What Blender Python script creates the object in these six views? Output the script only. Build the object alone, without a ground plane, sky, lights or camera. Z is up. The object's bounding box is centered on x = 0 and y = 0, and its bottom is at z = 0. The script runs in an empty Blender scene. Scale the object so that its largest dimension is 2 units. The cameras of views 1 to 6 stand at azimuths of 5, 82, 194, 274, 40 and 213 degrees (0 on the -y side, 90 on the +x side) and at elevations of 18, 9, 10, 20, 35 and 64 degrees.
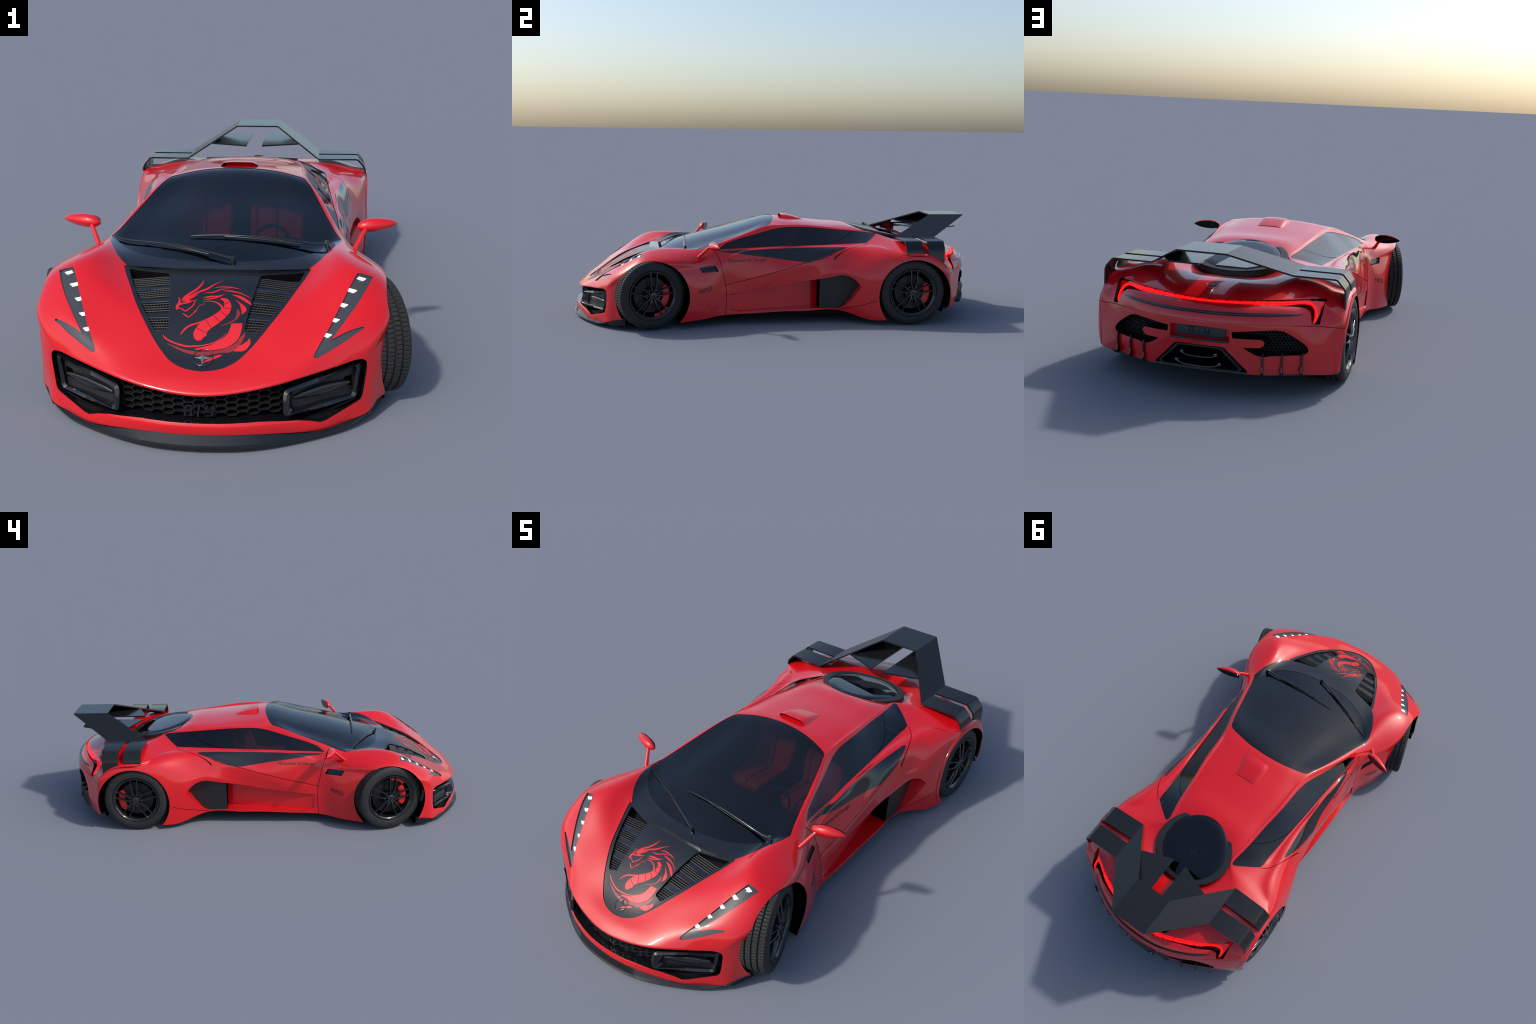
# A low, wide mid-engined sports car, built from a subdivision cage for the skin,
# region cuts for its openings, and separate parts for wing, wheels, lamps and trim.
# Frame: nose towards -y, tail towards +y, z up, metres (longest side 2.0).
import bpy, bmesh, math, random
import numpy as np
from mathutils import Vector, Matrix
from mathutils.bvhtree import BVHTree
from mathutils.geometry import interpolate_bezier

random.seed(7)
V = Vector
D = bpy.data

# ------------------------------------------------------------------ materials
def new_mat(name):
    m = D.materials.new(name)
    m.use_nodes = True
    nt = m.node_tree
    return m, nt, nt.nodes["Principled BSDF"]

def principled(name, col, rough=0.4, metal=0.0, coat=0.0, coat_rough=0.05, spec=0.5, emit=None, estr=0.0, noise=0.0, nscale=60.0, bump=0.0):
    m, nt, b = new_mat(name)
    b.inputs["Base Color"].default_value = (*col, 1)
    b.inputs["Roughness"].default_value = rough
    b.inputs["Metallic"].default_value = metal
    b.inputs["Coat Weight"].default_value = coat
    b.inputs["Coat Roughness"].default_value = coat_rough
    b.inputs["Specular IOR Level"].default_value = spec
    if emit:
        b.inputs["Emission Color"].default_value = (*emit, 1)
        b.inputs["Emission Strength"].default_value = estr
    if noise or bump:
        tc = nt.nodes.new("ShaderNodeTexCoord")
        nz = nt.nodes.new("ShaderNodeTexNoise")
        nz.inputs["Scale"].default_value = nscale
        nz.inputs["Detail"].default_value = 4
        nt.links.new(tc.outputs["Object"], nz.inputs["Vector"])
        if noise:
            cr = nt.nodes.new("ShaderNodeValToRGB")
            cr.color_ramp.elements[0].color = (*[c * (1 - noise) for c in col], 1)
            cr.color_ramp.elements[1].color = (*[min(1, c * (1 + noise)) for c in col], 1)
            cr.color_ramp.elements[0].position = 0.3
            cr.color_ramp.elements[1].position = 0.7
            nt.links.new(nz.outputs["Fac"], cr.inputs["Fac"])
            nt.links.new(cr.outputs["Color"], b.inputs["Base Color"])
        if bump:
            bp = nt.nodes.new("ShaderNodeBump")
            bp.inputs["Strength"].default_value = bump
            bp.inputs["Distance"].default_value = 0.001
            nt.links.new(nz.outputs["Fac"], bp.inputs["Height"])
            nt.links.new(bp.outputs["Normal"], b.inputs["Normal"])
    return m

def tinted_glass(name, tint, rough=0.02, base=(0.004, 0.005, 0.007)):
    """dark window: see-through tint under a mirror-like surface"""
    m, nt, b = new_mat(name)
    b.inputs["Base Color"].default_value = (*base, 1)
    b.inputs["Roughness"].default_value = rough
    b.inputs["Specular IOR Level"].default_value = 0.6
    out = nt.nodes["Material Output"]
    tr = nt.nodes.new("ShaderNodeBsdfTransparent")
    tr.inputs["Color"].default_value = (*tint, 1)
    gl = nt.nodes.new("ShaderNodeBsdfGlossy")
    gl.inputs["Roughness"].default_value = rough
    gl.inputs["Color"].default_value = (0.9, 0.95, 1, 1)
    fr = nt.nodes.new("ShaderNodeFresnel")
    fr.inputs["IOR"].default_value = 1.55
    mx0 = nt.nodes.new("ShaderNodeMixShader")
    mx0.inputs[0].default_value = 0.12
    nt.links.new(tr.outputs[0], mx0.inputs[1])
    nt.links.new(b.outputs[0], mx0.inputs[2])
    mx = nt.nodes.new("ShaderNodeMixShader")
    nt.links.new(fr.outputs[0], mx.inputs[0])
    nt.links.new(mx0.outputs[0], mx.inputs[1])
    nt.links.new(gl.outputs[0], mx.inputs[2])
    nt.links.new(mx.outputs[0], out.inputs["Surface"])
    return m

def carbon(name, col, rough, scale=260):
    """dark woven fibre: two near-equal blacks in fine bands"""
    m, nt, b = new_mat(name)
    tc = nt.nodes.new("ShaderNodeTexCoord")
    wv = nt.nodes.new("ShaderNodeTexWave")
    wv.inputs["Scale"].default_value = scale
    cr = nt.nodes.new("ShaderNodeValToRGB")
    cr.color_ramp.elements[0].color = (*col, 1)
    cr.color_ramp.elements[1].color = (*[c * 1.12 for c in col], 1)
    nt.links.new(tc.outputs["Object"], wv.inputs["Vector"])
    nt.links.new(wv.outputs["Fac"], cr.inputs["Fac"])
    nt.links.new(cr.outputs["Color"], b.inputs["Base Color"])
    b.inputs["Roughness"].default_value = rough
    b.inputs["Specular IOR Level"].default_value = 0.5
    return m

RED = (0.63, 0.0035, 0.0075)
M = {}
M["paint"] = principled("red_paint", RED, rough=0.35, coat=1.0, coat_rough=0.02, spec=0.30, noise=0.02, nscale=900)
M["gloss_black"] = principled("gloss_black", (0.006, 0.007, 0.009), rough=0.12, coat=0.6)
M["satin_black"] = principled("satin_black", (0.014, 0.014, 0.015), rough=0.45)
M["matt_black"] = principled("matt_black", (0.006, 0.006, 0.006), rough=0.8, spec=0.15)
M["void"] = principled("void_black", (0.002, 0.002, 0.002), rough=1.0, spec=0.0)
M["carbon"] = carbon("carbon_fibre", (0.009, 0.0096, 0.0105), 0.15)
M["panel"] = principled("hood_panel_black", (0.010, 0.012, 0.016), rough=0.22, coat=0.3)
M["glass"] = tinted_glass("tinted_glass", (0.27, 0.275, 0.30))
M["rear_glass"] = tinted_glass("rear_cover_glass", (0.27, 0.28, 0.31))
M["lamp_glass"] = principled("lamp_lens", (0.045, 0.047, 0.05), rough=0.12, coat=1.0)
M["led"] = principled("lamp_led", (0.9, 0.9, 0.9), rough=0.3, emit=(1, 1, 1), estr=3.0)
M["led_base"] = principled("led_reflector", (0.30, 0.30, 0.30), rough=0.25, metal=0.6)
M["tail_glow"] = principled("tail_glow", (1.0, 0.0, 0.0), rough=0.3, emit=(1.0, 0.002, 0.002), estr=1.6)
M["tail_red"] = principled("tail_lens_red", (0.55, 0.0, 0.0), rough=0.15, coat=1.0, emit=(0.8, 0.0, 0.0), estr=0.28)
M["rubber"] = principled("tyre_rubber", (0.022, 0.022, 0.022), rough=0.62, spec=0.35, noise=0.15, nscale=120)
M["rim"] = principled("rim_black", (0.012, 0.0125, 0.014), rough=0.16, coat=0.6)
M["steel"] = principled("brake_steel", (0.035, 0.035, 0.037), rough=0.35, metal=0.7)
M["caliper"] = principled("caliper_red", (0.62, 0.008, 0.008), rough=0.35, coat=0.4)
M["mesh"] = principled("grille_mesh", (0.022, 0.021, 0.020), rough=0.5)
M["emblem_grey"] = principled("emblem_grey", (0.6, 0.62, 0.66), rough=0.5)  # colour lightened to offset the light lost through the tinted cover glass
M["star_metal"] = principled("star_metal", (0.22, 0.22, 0.22), rough=0.35, metal=0.6)
M["chrome"] = principled("dark_chrome", (0.16, 0.165, 0.17), rough=0.15, metal=1.0)
M["seat_red"] = principled("seat_leather_red", (0.55, 0.010, 0.012), rough=0.55, noise=0.08, nscale=200)
M["art_red"] = principled("artwork_red", (0.66, 0.010, 0.018), rough=0.35, coat=0.3)
M["art_dim"] = principled("artwork_dim_red", (0.25, 0.010, 0.014), rough=0.4, coat=0.3)
M["letter"] = principled("lettering_black", (0.010, 0.009, 0.010), rough=0.5)
M["plate"] = principled("plate_grey", (0.030, 0.032, 0.036), rough=0.5)
M["mirror_glass"] = principled("mirror_glass", (0.02, 0.02, 0.02), rough=0.03, metal=0.8)
M["gap"] = principled("gap_black", (0.004, 0.002, 0.002), rough=0.9, spec=0.1)

# ------------------------------------------------------------------ scene helpers
ROOT = D.objects.new("sports_car", None)
bpy.context.collection.objects.link(ROOT)
ROOT["label"] = "low red and black sports car with large rear wing"
ROOT["category"] = "sports car"
ROOT.empty_display_size = 0.2

def link(ob, parent=None):
    bpy.context.collection.objects.link(ob)
    ob.parent = parent or ROOT
    return ob

def smooth(me, angle=32.0):
    me.polygons.foreach_set("use_smooth", [True] * len(me.polygons))
    if angle is not None:
        me.set_sharp_from_angle(angle=math.radians(angle))

def mesh_obj(name, verts, faces, mat, parent=None, angle=32.0):
    me = D.meshes.new(name)
    me.from_pydata([tuple(v) for v in verts], [], faces)
    me.validate()
    if mat:
        me.materials.append(M[mat] if isinstance(mat, str) else mat)
    smooth(me, angle)
    return link(D.objects.new(name, me), parent)

def bm_obj(name, bm, mat, parent=None, angle=32.0, recalc=True):
    if recalc:
        bmesh.ops.recalc_face_normals(bm, faces=bm.faces)
    me = D.meshes.new(name)
    bm.to_mesh(me)
    bm.free()
    if mat:
        me.materials.append(M[mat])
    smooth(me, angle)
    return link(D.objects.new(name, me), parent)

def mirrored(ob, name=None, parent=None):
    """the same part on the other side of the car"""
    me = ob.data.copy()
    me.transform(Matrix.Scale(-1, 4, V((1, 0, 0))))
    me.flip_normals()
    o2 = D.objects.new(name or ob.name, me)
    link(o2, parent or ob.parent)
    return o2

def catmull(points, per=6, closed=False):
    """smooth curve through control points"""
    P = [V(p) for p in points]
    n = len(P)
    out = []
    rng = range(n) if closed else range(n - 1)
    for i in rng:
        if closed:
            p0, p1, p2, p3 = P[i - 1], P[i], P[(i + 1) % n], P[(i + 2) % n]
        else:
            p0, p1, p2, p3 = P[max(i - 1, 0)], P[i], P[i + 1], P[min(i + 2, n - 1)]
        for k in range(per):
            t = k / per
            out.append(0.5 * ((2 * p1) + (p2 - p0) * t + (2 * p0 - 5 * p1 + 4 * p2 - p3) * t * t + (3 * p1 - p0 - 3 * p2 + p3) * t ** 3))
    if not closed:
        out.append(P[-1])
    return out

def loft(name, rings, mat, closed_ring=True, caps=True, parent=None, angle=32.0, closed_path=False):
    n = len(rings[0])
    verts = [p for r in rings for p in r]
    faces = []
    m = len(rings)
    for j in range(m if closed_path else m - 1):
        a, b = j * n, ((j + 1) % m) * n
        for i in range(n if closed_ring else n - 1):
            k = (i + 1) % n
            faces.append((a + i, a + k, b + k, b + i))
    if caps and closed_ring and not closed_path:
        faces.append(tuple(range(n - 1, -1, -1)))
        faces.append(tuple((m - 1) * n + i for i in range(n)))
    bm = bmesh.new()
    bv = [bm.verts.new(v) for v in verts]
    for f in faces:
        try:
            bm.faces.new([bv[i] for i in f])
        except ValueError:
            pass
    bmesh.ops.remove_doubles(bm, verts=bm.verts, dist=1e-6)
    return bm_obj(name, bm, mat, parent, angle)

def tube(name, path, radius, mat, segs=10, parent=None, up=V((0, 0, 1)), flat=1.0, closed=False, angle=50):
    path = [V(p) for p in path]
    n = len(path)
    rings = []
    for i, p in enumerate(path):
        if closed:
            t = (path[(i + 1) % n] - path[i - 1])
        else:
            t = path[min(i + 1, n - 1)] - path[max(i - 1, 0)]
        t.normalize()
        s = t.cross(up)
        if s.length < 1e-5:
            s = t.cross(V((0, 1, 0)))
        s.normalize()
        w = s.cross(t)
        r = radius[i] if isinstance(radius, (list, tuple)) else radius
        rings.append([p + s * (r * math.cos(2 * math.pi * k / segs)) + w * (r * flat * math.sin(2 * math.pi * k / segs)) for k in range(segs)])
    return loft(name, rings, mat, parent=parent, angle=angle, closed_path=closed)

def box(name, c, size, mat, bevel=0.0, parent=None, rot=None):
    bm = bmesh.new()
    bmesh.ops.create_cube(bm, size=1.0)
    bmesh.ops.scale(bm, vec=V(size), verts=bm.verts)
    if bevel:
        bmesh.ops.bevel(bm, geom=list(bm.edges), offset=bevel, segments=2, affect="EDGES", profile=0.5)
    if rot is not None:
        bmesh.ops.rotate(bm, verts=bm.verts, cent=V((0, 0, 0)), matrix=rot)
    bmesh.ops.translate(bm, verts=bm.verts, vec=V(c))
    return bm_obj(name, bm, mat, parent)

def slab(name, pts, thick, mat, normal=None, bevel=0.0, parent=None, angle=32, segs=2):
    """flat polygon given thickness; pts in order, thickness goes against the normal"""
    P = [V(p) for p in pts]
    if normal is None:
        normal = (P[1] - P[0]).cross(P[2] - P[1]).normalized()
    nrm = V(normal).normalized()
    bm = bmesh.new()
    top = [bm.verts.new(p) for p in P]
    bot = [bm.verts.new(p - nrm * thick) for p in P]
    n = len(P)
    bm.faces.new(top)
    bm.faces.new(bot[::-1])
    for i in range(n):
        bm.faces.new((top[i], bot[i], bot[(i + 1) % n], top[(i + 1) % n]))
    bmesh.ops.recalc_face_normals(bm, faces=bm.faces)
    if bevel:
        bmesh.ops.bevel(bm, geom=list(bm.edges), offset=bevel, segments=segs, affect="EDGES", profile=0.5)
    return bm_obj(name, bm, mat, parent, angle)

def join(objs, name, parent=None, stuff=False):
    """merge several meshes (one material) into a single named part"""
    bm = bmesh.new()
    mats = []
    for o in objs:
        for m in o.data.materials:
            if m not in mats:
                mats.append(m)
    me = D.meshes.new(name)
    for m in mats:
        me.materials.append(m)
    for o in objs:
        idx = mats.index(o.data.materials[0]) if o.data.materials else 0
        n0 = len(bm.faces)
        tmp = o.data.copy()
        tmp.transform(o.matrix_basis)
        bm.from_mesh(tmp)
        bm.faces.ensure_lookup_table()
        for f in bm.faces[n0:]:
            f.material_index = idx
        D.meshes.remove(tmp)
    bm.to_mesh(me)
    bm.free()
    par = parent or objs[0].parent
    for o in objs:
        old = o.data
        D.objects.remove(o)
        if old.users == 0:
            D.meshes.remove(old)
    smooth(me, 32)
    ob = link(D.objects.new(name, me), par)
    if stuff:
        ob["kind"] = "stuff"
    return ob

def group(name, parent=None):
    e = D.objects.new(name, None)
    e.empty_display_size = 0.05
    return link(e, parent)


# ------------------------------------------------------------------ the skin: control sections
# TOP[a] : one line across the upper surface from the centre line out to the shoulder.
TOP = [
    [(0, -.979, .147), (.10, -.967, .153), (.20, -.938, .168), (.29, -.886, .1775), (.352, -.848, .187), (.399, -.820, .199)],   # hood lip
    [(0, -.942, .172), (.10, -.930, .178), (.195, -.900, .196), (.278, -.862, .219), (.352, -.825, .238), (.425, -.790, .237)],
    [(0, -.885, .201), (.095, -.875, .206), (.18, -.835, .236), (.28, -.800, .259), (.372, -.765, .283), (.449, -.742, .267)],
    [(0, -.790, .263), (.12, -.785, .263), (.20, -.750, .280), (.29, -.720, .306), (.382, -.690, .330), (.457, -.680, .300)],
    [(0, -.675, .317), (.13, -.670, .315), (.235, -.648, .313), (.315, -.632, .347), (.380, -.632, .352), (.453, -.610, .322)],
    [(0, -.590, .336), (.13, -.585, .336), (.24, -.555, .338), (.298, -.543, .354), (.350, -.545, .363), (.439, -.520, .325)],
    [(0, -.520, .356), (.13, -.510, .354), (.235, -.475, .350), (.295, -.450, .352), (.343, -.440, .358), (.409, -.430, .318)],
    [(0, -.440, .377), (.13, -.430, .373), (.235, -.405, .365), (.300, -.390, .362), (.340, -.378, .357), (.376, -.360, .321)],
    [(0, -.330, .4055), (.13, -.320, .402), (.225, -.305, .392), (.299, -.287, .389), (.320, -.285, .375), (.337, -.275, .353)],
    [(0, -.170, .4445), (.12, -.165, .4405), (.20, -.155, .432), (.262, -.157, .4285), (.283, -.155, .412), (.331, -.150, .360)],
    [(0, -.040, .481), (.11, -.040, .476), (.17, -.045, .468), (.226, -.050, .459), (.249, -.050, .437), (.324, -.050, .3625)],
    [(0, .050, .481), (.11, .050, .475), (.17, .050, .467), (.211, .050, .4585), (.228, .045, .452), (.318, .040, .365)],
    [(0, .160, .470), (.11, .160, .465), (.17, .160, .458), (.208, .160, .4535), (.222, .160, .4495), (.311, .150, .367)],
    [(0, .290, .4565), (.10, .290, .453), (.16, .290, .447), (.195, .290, .4405), (.206, .290, .4365), (.304, .280, .370)],
    [(0, .400, .444), (.09, .400, .441), (.15, .405, .436), (.182, .410, .428), (.196, .415, .4235), (.300, .400, .3745)],
    [(0, .520, .388), (.08, .520, .391), (.140, .518, .403), (.178, .512, .409), (.200, .510, .407), (.325, .500, .372)],
    [(0, .620, .352), (.09, .620, .356), (.165, .612, .378), (.24, .600, .388), (.305, .585, .383), (.432, .590, .353)],
    [(0, .740, .366), (.10, .740, .367), (.19, .735, .374), (.27, .730, .379), (.345, .715, .374), (.447, .695, .344)],
    [(0, .860, .359), (.11, .850, .357), (.21, .830, .353), (.295, .800, .350), (.360, .775, .341), (.444, .768, .312)],
    [(0, .938, .334), (.11, .920, .334), (.21, .882, .334), (.29, .846, .335), (.366, .804, .331), (.430, .806, .286)],          # tail edge
]
# WALL : below each shoulder point, four levels down to the bottom edge, walking from the
# front centre round the side to the rear centre.
WALL_FRONT = [
    [(0, -.972, .122), (0, -.972, .095), (0, -.988, .070), (0, -.987, .044)],
    [(.10, -.961, .124), (.10, -.962, .095), (.10, -.979, .069), (.10, -.978, .043)],
    [(.20, -.930, .130), (.20, -.932, .092), (.20, -.947, .061), (.20, -.946, .034)],
    [(.29, -.884, .138), (.291, -.886, .092), (.292, -.899, .041), (.292, -.898, .020)],
    [(.352, -.847, .15), (.352, -.847, .105), (.352, -.857, .058), (.354, -.855, .024)],
    [(.404, -.817, .16), (.405, -.816, .115), (.404, -.817, .070), (.406, -.820, .031)],
]
WALL_SIDE = [
    [(.436, -.782, .190), (.438, -.780, .130), (.435, -.779, .085), (.432, -.778, .045)],
    [(.455, -.745, .200), (.456, -.745, .130), (.456, -.745, .085), (.454, -.745, .050)],
    [(.461, -.680, .230), (.461, -.680, .160), (.460, -.680, .100), (.457, -.680, .050)],
    [(.461, -.610, .250), (.463, -.610, .180), (.461, -.610, .100), (.455, -.610, .040)],
    [(.458, -.520, .250), (.463, -.520, .180), (.461, -.520, .100), (.453, -.520, .030)],
    [(.434, -.430, .250), (.445, -.430, .180), (.444, -.430, .100), (.437, -.430, .034)],
    [(.397, -.350, .250), (.412, -.350, .185), (.414, -.350, .110), (.412, -.350, .041)],
    [(.364, -.268, .285), (.372, -.264, .195), (.377, -.263, .147), (.380, -.268, .048)],
    [(.355, -.150, .331), (.375, -.148, .220), (.373, -.145, .163), (.379, -.145, .054)],
    [(.358, -.045, .318), (.377, -.045, .246), (.371, -.050, .176), (.378, -.050, .058)],
    [(.360, .040, .306), (.377, .035, .266), (.373, .040, .192), (.377, .040, .061)],
    [(.364, .150, .325), (.377, .150, .285), (.379, .150, .212), (.375, .140, .061)],
    [(.372, .280, .342), (.394, .288, .280), (.405, .290, .236), (.376, .283, .062)],
    [(.388, .400, .344), (.427, .400, .276), (.440, .400, .180), (.423, .407, .028)],
    [(.428, .500, .337), (.451, .500, .268), (.460, .500, .150), (.452, .502, .026)],
    [(.455, .590, .320), (.463, .590, .260), (.466, .590, .150), (.460, .590, .040)],
    [(.460, .700, .315), (.465, .700, .260), (.467, .700, .150), (.460, .700, .060)],
    [(.457, .780, .280), (.462, .788, .240), (.460, .795, .150), (.452, .795, .088)],
]
WALL_REAR = [
    [(.437, .816, .252), (.437, .823, .200), (.434, .831, .140), (.427, .829, .081)],
    [(.365, .853, .264), (.370, .871, .200), (.368, .878, .140), (.361, .870, .084)],
    [(.292, .896, .294), (.297, .911, .235), (.299, .914, .150), (.294, .907, .088)],
    [(.211, .935, .301), (.214, .956, .248), (.214, .954, .160), (.210, .948, .088)],
    [(.110, .967, .304), (.110, .987, .255), (.110, .980, .160), (.110, .973, .092)],
    [(0, .975, .305), (0, .997, .255), (0, .989, .160), (0, .981, .094)],
]
# a shelf under the belt line: the blade below the side glass stands proud of it
SHELF = {8: (.336, -.150, .3555), 9: (.335, -.050, .3590), 10: (.334, .040, .3620), 11: (.334, .150, .3650), 12: (.336, .280, .3680), 13: (.346, .400, .3690), 14: (.378, .500, .3640)}

def build_cage():
    verts, index, faces, creases = [], {}, [], []
    def vid(p):
        k = (round(p[0], 5), round(p[1], 5), round(p[2], 5))
        if k not in index:
            index[k] = len(verts)
            verts.append(k)
        return index[k]
    for sx in (1, -1):
        m = lambda p: (p[0] * sx, p[1], p[2])
        grid = [[vid(m(p)) for p in row] for row in TOP]
        def quad(a, b, c, d):
            faces.append((a, b, c, d) if sx == 1 else (d, c, b, a))
        for a in range(len(grid) - 1):
            for b in range(5):
                quad(grid[a][b], grid[a][b + 1], grid[a + 1][b + 1], grid[a + 1][b])
        rim = [grid[0][b] for b in range(6)] + [grid[a][5] for a in range(1, len(grid))] + [grid[-1][b] for b in range(4, -1, -1)]
        walls = WALL_FRONT + WALL_SIDE + WALL_REAR
        assert len(rim) == len(walls), (len(rim), len(walls))
        inner = [TOP[1][b] for b in range(6)] + [TOP[a][4] for a in range(1, len(TOP))] + [TOP[-2][b] for b in range(4, -1, -1)]
        shoulder = TOP[0] + [TOP[a][5] for a in range(1, len(TOP))] + TOP[-1][4::-1]
        cols = []
        for j, (r, w) in enumerate(zip(rim, walls)):
            mid = SHELF.get(j - len(WALL_FRONT))
            if mid is None:      # smooth in-between level
                mid = tuple((9 * shoulder[j][k] + 9 * w[0][k] - inner[j][k] * .6 - w[1][k] * .6 - .4 * shoulder[j][k] - .4 * w[0][k]) / 16 for k in range(3))
            cols.append([r] + [vid(m(p)) for p in [mid] + w])
        for j in range(len(cols) - 1):
            for q in range(5):
                quad(cols[j][q], cols[j][q + 1], cols[j + 1][q + 1], cols[j + 1][q])
        nf = len(WALL_FRONT)
        for j in range(nf + 7, nf + 13):          # belt line under the side glass
            creases.append((rim[j], rim[j + 1], .55))
        for j in range(0, 4):                      # hood lip
            creases.append((rim[j], rim[j + 1], .45))
        n = len(rim)
        for j in range(n - 6, n - 1):              # tail edge
            creases.append((rim[j], rim[j + 1], .5))
        for j in range(nf + 7, nf + 12):           # lower side crease
            creases.append((cols[j][4], cols[j + 1][4], .6))
    return verts, faces, creases

def subdivided(verts, faces, creases, level):
    me = D.meshes.new("cage")
    me.from_pydata(verts, [], faces)
    me.update()
    att = me.attributes.new("crease_edge", "FLOAT", "EDGE")
    want = {(min(a, b), max(a, b)): c for a, b, c in creases}
    for e in me.edges:
        att.data[e.index].value = want.get((min(e.vertices), max(e.vertices)), 0.0)
    ob = D.objects.new("cage", me)
    bpy.context.collection.objects.link(ob)
    md = ob.modifiers.new("s", "SUBSURF")
    md.levels = md.render_levels = level
    md.boundary_smooth = "PRESERVE_CORNERS"
    dg = bpy.context.evaluated_depsgraph_get()
    ev = ob.evaluated_get(dg)
    out = D.meshes.new_from_object(ev)
    D.objects.remove(ob)
    D.meshes.remove(me)
    return out

def fit_cage():
    """move the control cage until the smooth surface passes through the given points"""
    verts, faces, creases = build_cage()
    goal = np.array(verts)
    cur = goal.copy()
    for _ in range(9):
        me = subdivided([tuple(v) for v in cur], faces, creases, 1)
        co = np.empty(len(me.vertices) * 3)
        me.vertices.foreach_get("co", co)
        co = co.reshape(-1, 3)[:len(goal)]
        D.meshes.remove(me)
        cur = cur + 0.8 * (goal - co)
    return [tuple(v) for v in cur], faces, creases

_skin = subdivided(*fit_cage(), 4)
_bm = bmesh.new()
_bm.from_mesh(_skin)
bmesh.ops.recalc_face_normals(_bm, faces=_bm.faces)
if sum(f.normal.z * f.calc_area() for f in _bm.faces if f.calc_center_median().z > .3) < 0:
    bmesh.ops.reverse_faces(_bm, faces=_bm.faces)
_bm.normal_update()
_ref = _bm.copy()
_ref.faces.ensure_lookup_table()
_ref.normal_update()
SKIN = BVHTree.FromBMesh(_ref)
REF_FACES = [[(v.co.copy(), v.normal.copy()) for v in f.verts] for f in _ref.faces]

def skin_normal(p):
    loc, nrm, idx, dist = SKIN.find_nearest(p)
    acc, tot = V((0, 0, 0)), 0
    for co, n in REF_FACES[idx]:
        w = 1.0 / ((co - loc).length_squared + 1e-9)
        acc += n * w
    return acc.normalized()

def on_top(x, y, lift=0.0):
    """point on the upper surface below a vertical line"""
    loc, n, i, d = SKIN.ray_cast(V((x, y, 2)), V((0, 0, -1)))
    return (loc + n * lift) if loc else V((x, y, .3))

def on_side(y, z, lift=0.0, sx=1):
    loc, n, i, d = SKIN.ray_cast(V((2 * sx, y, z)), V((-sx, 0, 0)))
    return (loc + n * lift) if loc else V((.4 * sx, y, z))

def on_front(x, z, lift=0.0):
    loc, n, i, d = SKIN.ray_cast(V((x, -2, z)), V((0, 1, 0)))
    return (loc + n * lift) if loc else V((x, -.95, z))

def on_rear(x, z, lift=0.0):
    loc, n, i, d = SKIN.ray_cast(V((x, 2, z)), V((0, -1, 0)))
    return (loc + n * lift) if loc else V((x, .95, z))

# keep the +x half for cutting
bmesh.ops.delete(_bm, geom=[f for f in _bm.faces if f.calc_center_median().x < 0], context="FACES")
bm = _bm
PART = bm.faces.layers.int.new("part")
PARTS = ["paint_rest"]
def part_id(name):
    if name not in PARTS:
        PARTS.append(name)
    return PARTS.index(name)

def inside(poly, a, b):
    r = False
    n = len(poly)
    for i in range(n):
        x1, y1 = poly[i]
        x2, y2 = poly[(i + 1) % n]
        if (y1 > b) != (y2 > b) and a < (x2 - x1) * (b - y1) / (y2 - y1) + x1:
            r = not r
    return r

AX = {"top": (0, 1), "side": (1, 2), "front": (0, 2), "rear": (0, 2)}
def facing(axis, f):
    n, c = f.normal, f.calc_center_median()
    if axis == "top": return n.z > .02 and c.z > .12
    if axis == "side": return n.x > -.1 and c.x > .12
    if axis == "front": return n.y < .05 and c.y < -.7
    return n.y > -.05 and c.y > .7

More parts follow.
